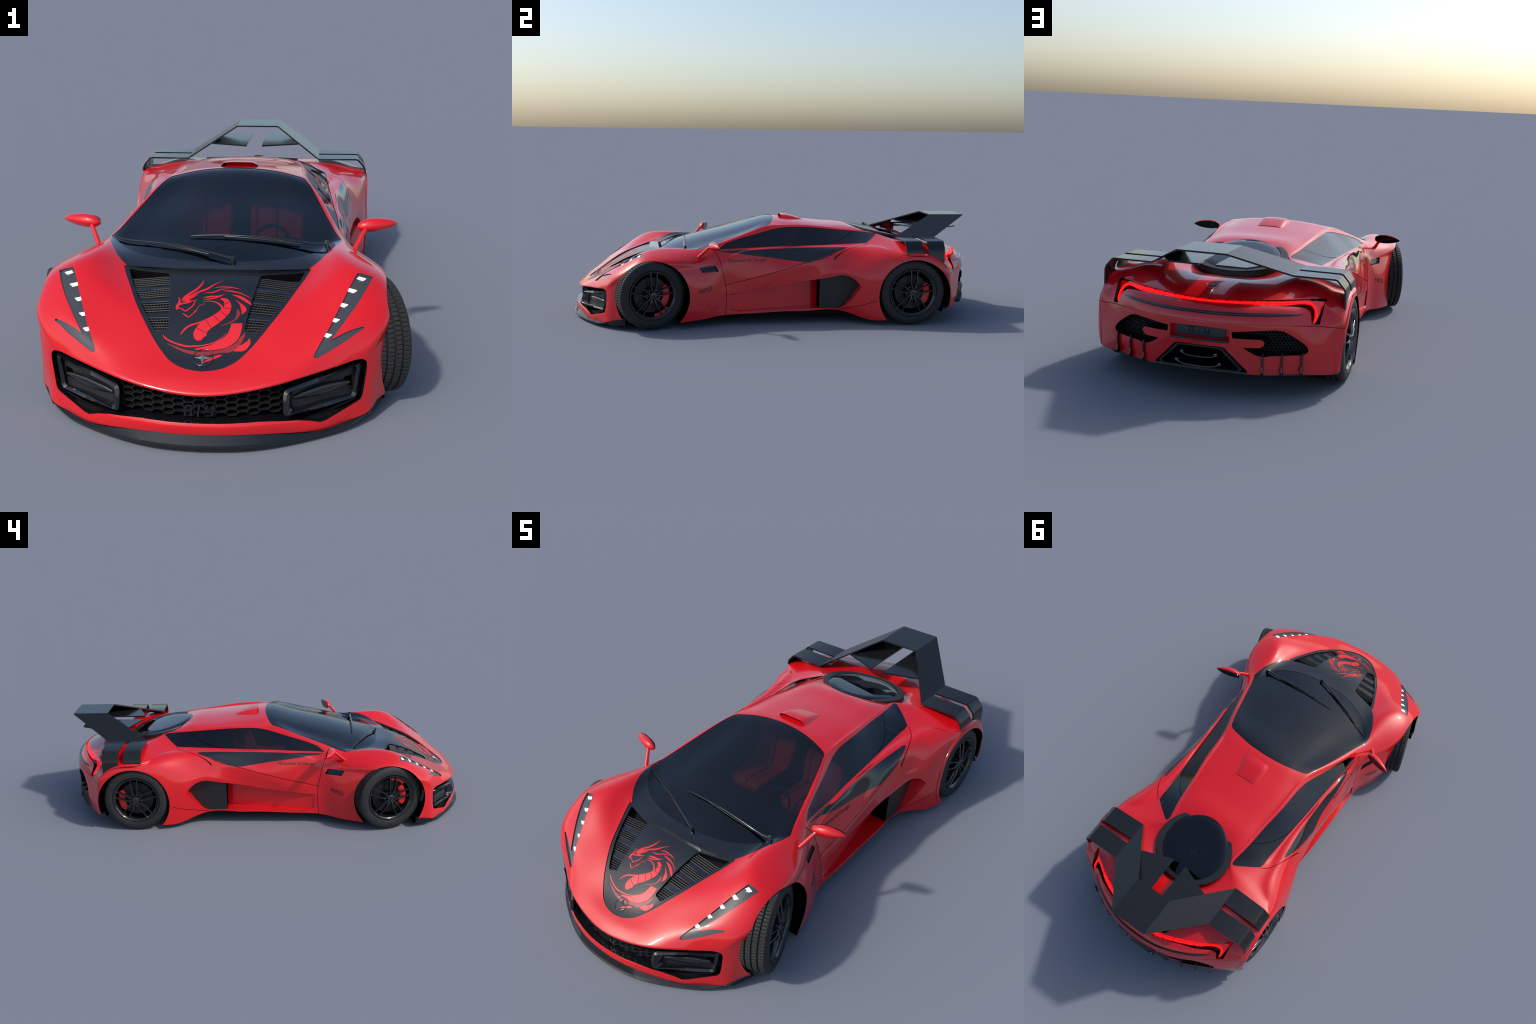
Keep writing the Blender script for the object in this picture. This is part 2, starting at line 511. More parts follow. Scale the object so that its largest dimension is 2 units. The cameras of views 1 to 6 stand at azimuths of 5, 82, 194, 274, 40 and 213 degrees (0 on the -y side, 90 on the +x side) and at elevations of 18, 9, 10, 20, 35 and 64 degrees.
def cut(poly, axis, name, only=None, when=None):
    """cut a polygon outline through the skin along an axis and tag the faces inside"""
    ia, ib = AX[axis]
    amin, amax = min(p[0] for p in poly), max(p[0] for p in poly)
    bmin, bmax = min(p[1] for p in poly), max(p[1] for p in poly)
    ids = None if only is None else {part_id(o) for o in only}
    sub = set()
    for f in bm.faces:
        if ids is not None and f[PART] not in ids: continue
        a = [v.co[ia] for v in f.verts]
        b = [v.co[ib] for v in f.verts]
        if max(a) < amin or min(a) > amax or max(b) < bmin or min(b) > bmax: continue
        if facing(axis, f) and (when is None or when(f.calc_center_median())):
            sub.add(f)
    n = len(poly)
    for i in range(n):
        p, q = poly[i], poly[(i + 1) % n]
        if abs(p[0] - q[0]) + abs(p[1] - q[1]) < 1e-7: continue
        lo, hi = (min(p[0], q[0]) - 1e-4, min(p[1], q[1]) - 1e-4), (max(p[0], q[0]) + 1e-4, max(p[1], q[1]) + 1e-4)
        nv = [0, 0, 0]
        nv[ia], nv[ib] = q[1] - p[1], p[0] - q[0]
        co = [0, 0, 0]
        co[ia], co[ib] = p
        nv, co = V(nv).normalized(), V(co)
        cand = []
        for f in sub:
            a = [v.co[ia] for v in f.verts]
            b = [v.co[ib] for v in f.verts]
            if max(a) < lo[0] or min(a) > hi[0] or max(b) < lo[1] or min(b) > hi[1]: continue
            d = [(v.co - co).dot(nv) for v in f.verts]
            if min(d) < -1e-6 and max(d) > 1e-6: cand.append(f)
        if not cand: continue
        es = {e for f in cand for e in f.edges}
        vs = {v for f in cand for v in f.verts}
        res = bmesh.ops.bisect_plane(bm, geom=list(vs) + list(es) + cand, dist=2e-6, plane_co=co, plane_no=nv)
        sub = {f for f in sub if f.is_valid} | {g for g in res["geom"] if isinstance(g, bmesh.types.BMFace) and g.is_valid}
    pid = part_id(name)
    k = 0
    for f in sub:
        if not f.is_valid: continue
        c = f.calc_center_median()
        if inside(poly, c[ia], c[ib]):
            f[PART] = pid
            k += 1
    return k

def ribbon(path, w):
    """thin closed outline around a 2D path (for panel gaps)"""
    L, R = [], []
    n = len(path)
    for i, p in enumerate(path):
        q, r = path[max(i - 1, 0)], path[min(i + 1, n - 1)]
        t = V((r[0] - q[0], r[1] - q[1])).normalized()
        s = V((-t.y, t.x)) * (w / 2)
        L.append((p[0] + s.x, p[1] + s.y))
        R.append((p[0] - s.x, p[1] - s.y))
    return L + R[::-1]

def curve2(pts, per=5, closed=False):
    return [(p.x, p.y) for p in catmull([(a, b, 0) for a, b in pts], per, closed)]

def rounded(poly, r, seg=4):
    """round the corners of a 2D outline"""
    out = []
    n = len(poly)
    for i in range(n):
        p, a, b = V(poly[i]), V(poly[i - 1]), V(poly[(i + 1) % n])
        ra = min(r, (a - p).length * .45)
        rb = min(r, (b - p).length * .45)
        s, e = p + (a - p).normalized() * ra, p + (b - p).normalized() * rb
        for k in range(seg + 1):
            t = k / seg
            q = s * (1 - t) ** 2 + p * 2 * t * (1 - t) + e * t * t
            out.append((q.x, q.y))
    return out

# ------------------------------------------------------------------ regions of the skin
def circle(cy, cz, r, n=72):
    return [(cy + r * math.cos(2 * math.pi * k / n), cz + r * math.sin(2 * math.pi * k / n)) for k in range(n)]

FRONT_ARCH = (-.608, .150, .171)
REAR_ARCH = (.638, .141, .176)

# big paint areas
cut([(-.33, .40), (-.33, .358), (-.30, .345), (-.290, .30), (-.272, .22), (-.262, .13), (-.268, .02), (.9, .02), (.9, .5), (-.33, .5)], "side", "rear_clamshell", when=lambda c: c.z < .378 or c.y > .38)
cut([(-.6, -.365), (.6, -.365), (.6, .43), (.36, .436), (.298, .436), (.24, .470), (.19, .515), (.1, .41), (-.6, .41)], "top", "roof_shell", when=lambda c: c.z > .356 and c.x < .345)
door_low = curve2([(-.266, .191), (-.148, .220), (-.03, .251), (.085, .285), (.161, .306), (.208, .319), (.254, .338), (.30, .355), (.36, .3675), (.434, .377)])
cut([(-.31, .352), (-.292, .30), (-.276, .24)] + door_low + [(.40, .3735), (.28, .3705), (.15, .3685), (-.05, .3645), (-.2, .3585)], "side", "door", when=lambda c: c.x > .28)
cut([(-.275, .150), (-.266, .02), (.47, .02), (.47, .128), (.38, .092), (.283, .066), (.2, .075)], "side", "rocker_panel", only=["rear_clamshell"])
rb = [(.6, .02), (.6, .236), (.46, .240), (.43, .2445), (.366, .252), (.26, .2605), (.17, .264), (0, .266), (-.1, .266), (-.1, .02)]
cut(rb, "rear", "rear_bumper", only=["rear_clamshell", "paint_rest"], when=lambda c: c.y > .72)

# windows
ws_side = [(.338, -.394), (.321, -.352), (.308, -.311), (.295, -.269), (.283, -.227), (.270, -.184), (.257, -.141), (.242, -.096), (.230, -.066)]
ws_top = curve2([(.230, -.066), (.222, -.047), (.203, -.034), (.150, -.018), (.08, -.004), (0, .001)], 5)
cowl_front = [(0, -.622), (.06, -.6235), (.122, -.620), (.19, -.605), (.25, -.588)]
cowl_side = curve2([(.25, -.588), (.285, -.545), (.315, -.485), (.332, -.435), (.338, -.394)], 4)
cut([(-.05, .001)] + [(-.05, -.622)] + cowl_front + cowl_side[1:] + ws_side[1:] + ws_top[1:], "top", "cowl")
glass_base = curve2([(0, -.572), (.1, -.565), (.19, -.538), (.26, -.495), (.308, -.44), (.338, -.394)], 5)
cut([(-.05, .0)] + [(-.05, -.572)] + glass_base + ws_side[1:] + ws_top[1:], "top", "windshield")
dlo = [(-.300, .3565), (-.2, .3605), (-.15, .3622), (-.07, .3648), (.0, .3665), (.16, .3695), (.317, .3735), (.40, .3765), (.434, .3785), (.47, .394)] + \
      curve2([(.47, .394), (.497, .406), (.505, .410), (.497, .4135), (.47, .417)], 3)[1:] + \
      [(.40, .4255), (.325, .4325), (.289, .436), (.216, .4435), (.18, .447), (.125, .4505), (.079, .4515)] + curve2([(.079, .4515), (.04, .4505), (-.008, .445), (-.052, .436), (-.095, .426)], 3)[1:] + [(-.138, .416), (-.181, .406), (-.223, .395), (-.265, .3805)]
cut(dlo, "side", "side_window", when=lambda c: c.x > .175)
# black scoop blade under the window
blade = [(-.300, .3500), (-.262, .343), (-.208, .339), (-.168, .333), (-.126, .328), (-.084, .323), (-.042, .318), (0, .311), (.042, .305), (.083, .301), (.11, .2985), (.13, .2985)] + \
        curve2([(.15, .303), (.20, .319), (.26, .342), (.310, .359), (.325, .3645), (.312, .3668)], 3) + [(.24, .3655), (.16, .3635), (.08, .3615), (0, .3592), (-.08, .357), (-.16, .354), (-.24, .351)]
cut(blade, "side", "door_blade", only=["door", "rear_clamshell"])

# hood insert and its vents
insert = [(-.05, -.622)] + [(-.05, -.926)] + curve2([(0, -.926), (.04, -.919), (.075, -.9015), (.100, -.878), (.126, -.848), (.156, -.805), (.190, -.748), (.222, -.675), (.241, -.632), (.256, -.592)], 4) + cowl_front[::-1]
cut(insert, "top", "hood_insert")
vent = rounded([(.1225, -.632), (.2405, -.598), (.213, -.672), (.184, -.735), (.152, -.79), (.128, -.824), (.094, -.816)], .008)
cut(vent, "top", "hood_vent", only=["hood_insert"])
# headlamp: long blade and a hooked arm
lamp = [(.268, -.880), (.277, -.878), (.345, -.834), (.389, -.801), (.392, -.798), (.388, -.797), (.352, -.816), (.311, -.840)] + curve2([(.311, -.840), (.345, -.793), (.378, -.742), (.402, -.695), (.417, -.656)], 4)[1:] + [(.377, -.658), (.340, -.738), (.300, -.822), (.270, -.872)]
cut(lamp, "top", "headlamp")
# front grille mouth
mouth = [(-.05, .1405), (0, .1405), (.06, .143), (.12, .150), (.177, .159), (.23, .1665), (.28, .171), (.33, .1765)] + curve2([(.365, .182), (.386, .181), (.398, .171), (.400, .155)], 4) + [(.395, .11)] + curve2([(.391, .083), (.386, .073), (.375, .068)], 4) + [(.335, .055), (.302, .044), (.288, .0425), (.26, .053), (.23, .061), (.2, .0655), (.17, .070), (.14, .073), (.1, .0735), (0, .0735), (-.05, .0735)]
cut(mouth, "front", "grille_mouth")
# fender vent
fvent = rounded([(-.394, .284), (-.313, .283), (-.298, .256), (-.378, .257)], .006)
cut(fvent, "side", "fender_vent")
# side channel and intake
crease = [(-.250, .147), (-.190, .155), (-.123, .164), (-.056, .174), (.011, .185), (.077, .198), (.143, .2105)]
channel = [(-.250, .147)] + crease[1:] + [(.187, .218), (.187, .0735), (.10, .0735), (-.05, .0705), (-.20, .064), (-.245, .075)]
cut(channel, "side", "OPEN")
intake = [(.187, .218), (.21, .2225)] + curve2([(.245, .230), (.285, .2385), (.315, .236), (.345, .222), (.366, .203), (.380, .185)], 4) + [(.345, .125), (.310, .085)] + curve2([(.31, .085), (.285, .073), (.25, .0715)], 3)[1:] + [(.187, .0735)]
cut(intake, "side", "side_intake")
# tail lamp: band along the tail edge with a hook down each side
tail_hi = [(-.05, .3325), (0, .3325), (.11, .3325), (.21, .333), (.29, .335), (.345, .336), (.387, .331)]
tail_lo = [(.380, .256), (.356, .258), (.350, .282)] + curve2([(.350, .282), (.343, .297), (.325, .309), (.300, .3145), (.270, .3165)], 4)[1:] + [(.2, .320), (.1, .322), (0, .322), (-.05, .322)]
cut(tail_hi + tail_lo, "rear", "tail_lamp", when=lambda c: c.y > .74)
# rear mesh mouths, plate recess, exhaust opening
rmouth = [(.112, .236), (.20, .243), (.250, .2445)] + curve2([(.275, .240), (.305, .221), (.335, .199), (.352, .180), (.352, .166), (.338, .157)], 4) + [(.29, .156), (.235, .155)] + curve2([(.215, .151), (.19, .158), (.165, .172), (.150, .182)], 3) + [(.205, .184)] + curve2([(.208, .185), (.217, .194), (.217, .204), (.208, .212)], 3) + [(.115, .214)]
cut(rmouth, "rear", "rear_mouth", only=["rear_bumper"])
cut([(-.05, .196), (-.05, .248), (0, .248), (.105, .244), (.105, .196)], "rear", "plate_recess", only=["rear_bumper"])
cut([(-.05, .02), (-.05, .181), (.075, .181), (.088, .177), (.165, .098), (.165, .02)], "rear", "exhaust_mouth", only=["rear_bumper"])
# black strip in the tail
strip = [(-.05, .298), (0, .298), (.1, .2985), (.2, .2985), (.29, .2975), (.326, .2925), (.322, .2895), (.29, .288), (.2, .288), (.1, .288), (0, .288), (-.05, .288)]
cut(strip, "rear", "tail_strip", when=lambda c: c.y > .8)
# opening under the engine cover
cover = [(.149 * math.sin(a) * (1 - .05 * math.cos(a)) * .985, .533 - .147 * math.cos(a) * .985) for a in [math.pi * k / 30 for k in range(31)]]
cut([(-.05, cover[0][1])] + cover + [(-.05, cover[-1][1])], "top", "OPEN")
# wheel arches
cut(circle(REAR_ARCH[0], REAR_ARCH[1], REAR_ARCH[2] + .015), "side", "rear_arch_lip", only=["rear_clamshell", "rocker_panel", "rear_bumper"], when=lambda c: c.x > .37)
cut(circle(*FRONT_ARCH), "side", "OPEN", when=lambda c: c.x > .37)
cut(circle(*REAR_ARCH), "side", "OPEN", when=lambda c: c.x > .37)
# panel gaps
cut(ribbon(curve2([(.379, .4275), (.350, .412), (.30, .392), (.24, .378), (.19, .3705)]), .0016), "side", "panel_gap", only=["side_window"])
GAP = .0024
cut(ribbon([p for p in door_low if p[0] < .256], GAP), "side", "panel_gap", only=["door", "rear_clamshell"])
cut(ribbon(curve2([(.3805, .2545), (.368, .31), (.350, .365), (.325, .408), (.299, .434)]), GAP), "top", "panel_gap", only=["door", "rear_clamshell", "roof_shell"])
cut(ribbon(curve2([(-.318, .350), (-.300, .325), (-.285, .28), (-.266, .19), (-.2615, .12), (-.268, .045)]), GAP), "side", "panel_gap", only=["door", "rear_clamshell", "paint_rest", "rocker_panel"])
cut(ribbon([(.47, .128), (.38, .092), (.283, .066), (.283, .055)], GAP), "side", "panel_gap", only=["rear_clamshell", "rocker_panel", "rear_bumper"])
cut(ribbon([(.47, .240), (.43, .2445), (.366, .252), (.26, .2605), (.17, .264), (0, .266), (-.05, .266)], GAP * .8), "rear", "panel_gap", only=["rear_clamshell", "rear_bumper"])

# ------------------------------------------------------------------ how far each region sinks into the body
def inward(d):
    return lambda p, n: -n * d
def ramp(a, b, x):
    t = max(0.0, min(1.0, (x - a) / (b - a)))
    return t * t * (3 - 2 * t)
OFFSET = {
    "hood_insert": inward(.003),
    "hood_vent": lambda p, n: V((0, .010, -.030)),
    "windshield": inward(.0012),
    "cowl": lambda p, n: n * (.007 * ramp(.268, .235, p.x) * ramp(-.578, -.608, p.y)),
    "side_window": inward(.0012),
    "headlamp": inward(.0045),
    "grille_mouth": lambda p, n: V((-.020 * ramp(.3, .4, p.x), .060, 0)),
    "fender_vent": lambda p, n: V((-.012, 0, 0)),
    "side_intake": lambda p, n: V((.371 + .06 * (p.z - .073) - .008 * ramp(.25, .345, p.y) - p.x, 0, 0)),
    "tail_lamp": inward(.030),
    "rear_mouth": lambda p, n: V((0, -.115, 0)),
    "plate_recess": lambda p, n: V((0, -.022, 0)),
    "exhaust_mouth": lambda p, n: V((0, -.014, 0)),
    "rear_arch_lip": lambda p, n: V((.003, 0, 0)),
    "panel_gap": inward(.003),
}
SKIN_MAT = {
    "paint_rest": ("front_clamshell", "paint"), "rear_clamshell": ("rear_clamshell", "paint"), "roof_shell": ("roof_shell", "paint"),
    "door": ("door", "paint"), "rocker_panel": ("rocker_panel", "paint"), "rear_bumper": ("rear_bumper", "paint"),
    "cowl": ("windshield_cowl", "gloss_black"), "windshield": ("windshield", "glass"), "side_window": ("side_window", "glass"),
    "door_blade": ("door_blade", "gloss_black"), "hood_insert": ("hood_insert", "panel"), "hood_vent": ("hood_vent_well", "matt_black"),
    "headlamp": ("headlamp_lens", "lamp_glass"), "grille_mouth": ("front_intake_well", "matt_black"), "fender_vent": ("fender_vent", "gloss_black"),
    "side_channel": ("side_channel", "paint"), "side_intake": ("side_intake_panel", "satin_black"), "tail_lamp": ("tail_lamp_housing", "gloss_black"),
    "rear_mouth": ("rear_vent_well", "void"), "plate_recess": ("plate_recess", "paint"), "exhaust_mouth": ("exhaust_well", "void"),
    "tail_strip": ("tail_strip", "gloss_black"), "panel_gap": ("panel_gap", "gap"), "rear_arch_lip": ("rear_arch_lip", "paint"),
}
WALL_MAT = {"headlamp": "lamp_glass", "cowl": "gloss_black", "rear_arch_lip": "paint", "side_channel": "paint", "side_intake": "paint", "plate_recess": "paint", "hood_insert": "paint", "grille_mouth": "gloss_black",
            "rear_mouth": "matt_black", "exhaust_mouth": "satin_black", "hood_vent": "gloss_black", "tail_lamp": "gloss_black", "door_blade": "gloss_black"}

bm.normal_update()
base_n = {v: skin_normal(v.co) for v in bm.verts}
def moved(v, name):
    fn = OFFSET.get(name)
    return v.co + fn(v.co, base_n[v]) if fn else v.co.copy()

def emit_skin():
    groups = {}
    for f in bm.faces:
        groups.setdefault(PARTS[f[PART]], []).append(f)
    rims = {}
    for e in bm.edges:
        if len(e.link_faces) != 2: continue
        na, nb = (PARTS[f[PART]] for f in e.link_faces)
        if na == nb or "OPEN" in (na, nb): continue
        a, b = e.verts
        pa, pb, qa, qb = moved(a, na), moved(b, na), moved(a, nb), moved(b, nb)
        if (pa - qa).length + (pb - qb).length < 2e-5: continue
        order = list(OFFSET)
        if "cowl" in (na, nb) and "hood_insert" in (na, nb):
            rims.setdefault("cowl", []).append((pa, pb, qb, qa))
            continue
        deep = na if na in OFFSET and (nb not in OFFSET or order.index(na) > order.index(nb)) else nb
        rims.setdefault(deep, []).append((pa, pb, qb, qa))
    for name, faces in groups.items():
        if name == "OPEN": continue
        label, mat = SKIN_MAT[name]
        vid, co, nr, fc = {}, [], [], []
        for f in faces:
            idx = []
            for v in f.verts:
                if v not in vid:
                    vid[v] = len(co)
                    co.append(moved(v, name))
                    nr.append(base_n[v])
                idx.append(vid[v])
            fc.append(idx)
        central = any(abs(p.x) < 1e-4 for p in co)
        keep_n = name not in OFFSET or name in ("windshield", "side_window", "headlamp", "hood_insert", "tail_lamp", "rear_arch_lip", "cowl")
        def make(sx):
            me = D.meshes.new(label)
            if sx == 0:
                n = len(co)
                vv = list(co)
                nn = list(nr)
                mp = {}
                for i, p in enumerate(co):
                    if abs(p.x) < 1e-4:
                        vv[i] = V((0, p.y, p.z))
                        nn[i] = V((0, nr[i].y, nr[i].z)).normalized()
                        mp[i] = i
                    else:
                        mp[i] = len(vv)
                        vv.append(V((-p.x, p.y, p.z)))
                        nn.append(V((-nr[i].x, nr[i].y, nr[i].z)))
                ff = fc + [[mp[i] for i in reversed(f)] for f in fc]
            else:
                vv = [V((p.x * sx, p.y, p.z)) for p in co]
                nn = [V((q.x * sx, q.y, q.z)) for q in nr]
                ff = fc if sx == 1 else [list(reversed(f)) for f in fc]
            me.from_pydata([tuple(p) for p in vv], [], ff)
            me.materials.append(M[mat])
            me.update()
            if keep_n:
                me.polygons.foreach_set("use_smooth", [True] * len(me.polygons))
                me.normals_split_custom_set_from_vertices([tuple(q) for q in nn])
            else:
                smooth(me, 35)
            return link(D.objects.new(label, me))
        if central: make(0)
        else:
            make(1); make(-1)
    for name, quads in rims.items():
        wm = WALL_MAT.get(name, "gap")
        co, fc = [], []
        for q in quads:
            for s in (1, -1):
                i = len(co)
                co += [V((p.x * s, p.y, p.z)) for p in q]
                fc.append((i, i + 1, i + 2, i + 3) if s == 1 else (i + 3, i + 2, i + 1, i))
        b2 = bmesh.new()
        vs = [b2.verts.new(p) for p in co]
        for f in fc:
            b2.faces.new([vs[i] for i in f])
        bmesh.ops.remove_doubles(b2, verts=b2.verts, dist=1e-5)
        bmesh.ops.dissolve_degenerate(b2, dist=1e-6, edges=b2.edges)
        bm_obj(SKIN_MAT[name][0] + "_edge", b2, wm, angle=35)
emit_skin()

# ------------------------------------------------------------------ flat marks laid on a surface
def stroke_faces(path, width_fn, place, per=5):
    """tapered brush stroke: path of (a, b, width) mapped to 3D by place(a, b)"""
    pts = catmull([(p[0], p[1], p[2]) for p in path], per)
    L, R = [], []
    n = len(pts)
    for i, p in enumerate(pts):
        q, r = pts[max(i - 1, 0)], pts[min(i + 1, n - 1)]
        t = V((r.x - q.x, r.y - q.y)).normalized()
        s = V((-t.y, t.x)) * (max(p.z, .0002) / 2)
        L.append((p.x + s.x, p.y + s.y))
        R.append((p.x - s.x, p.y - s.y))
    co = [place(*p) for p in L] + [place((l[0] + r[0]) / 2, (l[1] + r[1]) / 2) for l, r in zip(L, R)] + [place(*p) for p in R]
    fc = []
    for i in range(n - 1):
        fc.append((i, i + 1, n + i + 1, n + i))
        fc.append((n + i, n + i + 1, 2 * n + i + 1, 2 * n + i))
    return co, fc

def marks(name, strokes, place, mat, parent=None, per=5):
    co, fc = [], []
    for s in strokes:
        c, f = stroke_faces(s, None, place, per)
        k = len(co)
        co += c
        fc += [tuple(i + k for i in q) for q in f]
    return mesh_obj(name, co, fc, mat, parent, angle=60)

# squared letters, each a set of straight strokes in a unit cell (width .8, height 1)
GLYPH = {
    "A": [[(0, 0), (.16, .98), (.74, .98)], [(.58, 0), (.72, .98)], [(.08, .46), (.66, .46)]],
    "1": [[(.25, 0), (.40, 1)]],
    "4": [[(.12, 1), (.02, .42), (.74, .42)], [(.56, 0), (.70, 1)]],
    "M": [[(0, 0), (.14, 1), (.42, .5), (.84, 1), (.72, 0)]],
    "D": [[(0, 0), (.14, 1), (.62, 1), (.76, .85), (.68, .15), (.52, 0), (0, 0)]],
}
def lettering(name, word, origin, size, place, mat, weight=.16, pitch=1.05, parent=None):
    strokes = []
    for k, ch in enumerate(word):
        for line in GLYPH[ch]:
            for (x0, y0), (x1, y1) in zip(line, line[1:]):
                w = weight * size
                ax, ay = origin[0] + (x0 + k * pitch) * size, origin[1] + y0 * size
                bx, by = origin[0] + (x1 + k * pitch) * size, origin[1] + y1 * size
                d = V((bx - ax, by - ay)).normalized() * (w * .45)
                strokes.append([(ax - d.x, ay - d.y, w), ((ax + bx) / 2, (ay + by) / 2, w), (bx + d.x, by + d.y, w)])
    return marks(name, strokes, place, mat, parent, per=2)

def emblem(name, c, normal, up, r, mat="chrome", ring_r=.0012, raise_=.004, parent=None, star_mat=None):
    """ring with a four-pointed faceted star"""
    n = V(normal).normalized()
    u = (V(up) - n * V(up).dot(n)).normalized()
    s = u.cross(n)
    c = V(c)
    path = [c + (s * math.cos(a) + u * math.sin(a)) * r + n * raise_ for a in [2 * math.pi * k / 40 for k in range(40)]]
    g = tube(name, path, ring_r, mat, segs=8, up=n, closed=True, parent=parent)
    co = [c + n * (raise_ + r * .16)]
    for k in range(8):
        a = math.pi / 4 * k
        rr = r * (.93 if k % 2 == 0 else .27)
        co.append(c + (s * math.sin(a) + u * math.cos(a)) * rr + n * (raise_ - .002))
    fc = [(0, 1 + k, 1 + (k + 1) % 8) for k in range(8)]
    st = mesh_obj(name + "_star", co, fc, star_mat or mat, parent or g, angle=1)
    return g

# ------------------------------------------------------------------ hood artwork, emblem, vents
ART = [
    [(-25, -663, 0.9), (-30, -683, 5.0), (-41, -701, 6.8), (-56, -715, 6.8), (-67, -729, 9.1), (-72, -738, 5.5)],
    [(25, -665, 0.7), (5, -680, 3.6), (-13, -698, 6.4), (-31, -708, 5.9), (-51, -722, 5.9), (-70, -737, 5.0)],
    [(74, -695, 0.7), (54, -691, 3.6), (27, -689, 4.1), (8, -693, 2.3)],
    [(45, -695, 1.4), (24, -699, 3.6), (4, -710, 4.1), (-18, -712, 1.4)],
    [(-34, -717, 0.9), (-46, -726, 4.6), (-62, -737, 5.5), (-71, -740, 3.2)],
    [(-49, -737, 0.9), (-57, -740, 4.6), (-65, -743, 0.9)],
    [(-86, -761, 2.3), (-81, -751, 8.2), (-73, -748, 5.0), (-58, -745, 4.1), (-42, -738, 2.3), (-33, -735, 0.9)],
    [(-83, -727, 1.8), (-79, -740, 5.0), (-82, -756, 7.7), (-83, -766, 3.2)],
    [(-81, -762, 3.2), (-70, -764, 2.7), (-59, -770, 3.2), (-51, -763, 3.6), (-42, -753, 3.2), (-39, -739, 1.8)],
    [(-67, -777, 1.4), (-59, -781, 3.2), (-49, -787, 2.7), (-41, -779, 2.3), (-34, -771, 3.6), (-30, -764, 1.8), (-27, -755, 1.4), (-15, -748, 1.8)],
    [(35, -715, 0.7), (18, -723, 5.0), (-3, -725, 5.9), (-20, -729, 1.4)],
    [(-19, -736, 0.9), (-6, -733, 3.6), (10, -730, 2.7), (27, -722, 0.9)],
    [(-18, -743, 1.4), (-1, -739, 2.7), (19, -744, 4.1), (32, -756, 5.5), (32, -766, 5.5), (20, -778, 5.0), (1, -791, 4.1), (-19, -801, 4.1), (-43, -810, 4.6), (-56, -821, 4.6), (-63, -833, 1.8)],
    [(54, -716, 0.9), (69, -720, 6.8), (88, -730, 9.1), (101, -740, 6.8), (107, -745, 1.8)],
    [(29, -703, 0.9), (51, -704, 5.0), (73, -709, 3.6), (93, -718, 2.3), (105, -726, 0.7)],
    [(64, -732, 0.9), (78, -744, 5.0), (88, -759, 13.7), (87, -769, 6.8), (85, -775, 0.9)],
]
ART_BODY = [
    [(26, -731, 4.6), (38, -734, 11.4), (44, -742, 15.9), (45, -745, 17.1), (46, -751, 18.2), (47, -757, 19.1), (46, -761, 19.6), (44, -768, 20.5), (40, -773, 20.9), (37, -777, 21.4), (31, -784, 22.3), (25, -789, 23.2), (22, -792, 23.9), (12, -799, 25.0), (6, -803, 26.4), (1, -807, 27.3), (-8, -814, 29.6), (-11, -819, 31.0), (-13, -824, 33.0), (-15, -832, 33.0), (-15, -839, 25.0), (-13, -846, 9.1)],
    [(74, -800, 27.3), (74, -811, 28.5), (68, -832, 29.6), (53, -847, 25.0), (35, -856, 20.5), (18, -862, 13.7), (0, -865, 9.1), (-23, -867, 1.8)],
    [(-108, -833, 1.4), (-101, -840, 3.2), (-87, -848, 3.6), (-67, -855, 3.6), (-46, -860, 4.1), (-24, -860, 3.6), (-1, -857, 2.7), (20, -851, 2.3), (38, -840, 1.8), (51, -826, 0.7)],
    [(109, -836, 1.4), (107, -847, 11.4), (97, -858, 15.9), (87, -862, 13.7), (73, -868, 1.4)],
    [(44, -879, 2.7), (32, -884, 6.8), (17, -891, 6.4), (6, -897, 3.2), (-4, -907, 2.3)],
]
# thin dark seams between the belly plates
ART_SEAM = [
    [(37.5, -747.9, 1.3), (44.5, -743.5, 1.4), (51.5, -739.1, 1.3)],
    [(36.8, -759.0, 1.3), (46.5, -759.0, 1.4), (56.2, -759.0, 1.3)],
    [(30.2, -768.5, 1.3), (38.5, -775.0, 1.4), (46.8, -781.5, 1.3)],
    [(15.7, -781.7, 1.3), (23.5, -790.5, 1.4), (31.3, -799.3, 1.3)],
    [(-4.4, -794.1, 1.3), (3.5, -805.0, 1.4), (11.4, -815.9, 1.3)],
    [(-26.3, -814.3, 1.3), (-12.0, -821.5, 1.4), (2.3, -828.7, 1.3)],
]
ART_DIM = [
    [(71, -760, 1.8), (76, -772, 9.1), (70, -789, 4.6), (56, -799, 3.2), (34, -809, 0.7)],
    [(-92, -854, 0.9), (-68, -864, 4.6), (-44, -872, 6.8), (-17, -877, 9.1), (11, -876, 9.1), (41, -870, 6.8), (61, -865, 13.7), (80, -853, 11.4), (91, -835, 9.1), (96, -823, 2.3)],
]
mm = lambda S: [[(a / 1000, b / 1000, w / 1000) for a, b, w in s] for s in S]
marks("dragon_artwork", mm(ART + ART_BODY), lambda x, y: on_top(x, y, -.0022), "art_red")
marks("dragon_artwork_seam", mm(ART_SEAM), lambda x, y: on_top(x, y, -.0017), "panel")
marks("dragon_artwork_shade", mm(ART_DIM), lambda x, y: on_top(x, y, -.0026), "art_dim")
ec = on_top(0, -.888, -.003)
emblem("hood_emblem", ec, skin_normal(ec), (0, 1, 0), .0245, "chrome", ring_r=.0008, star_mat="star_metal")

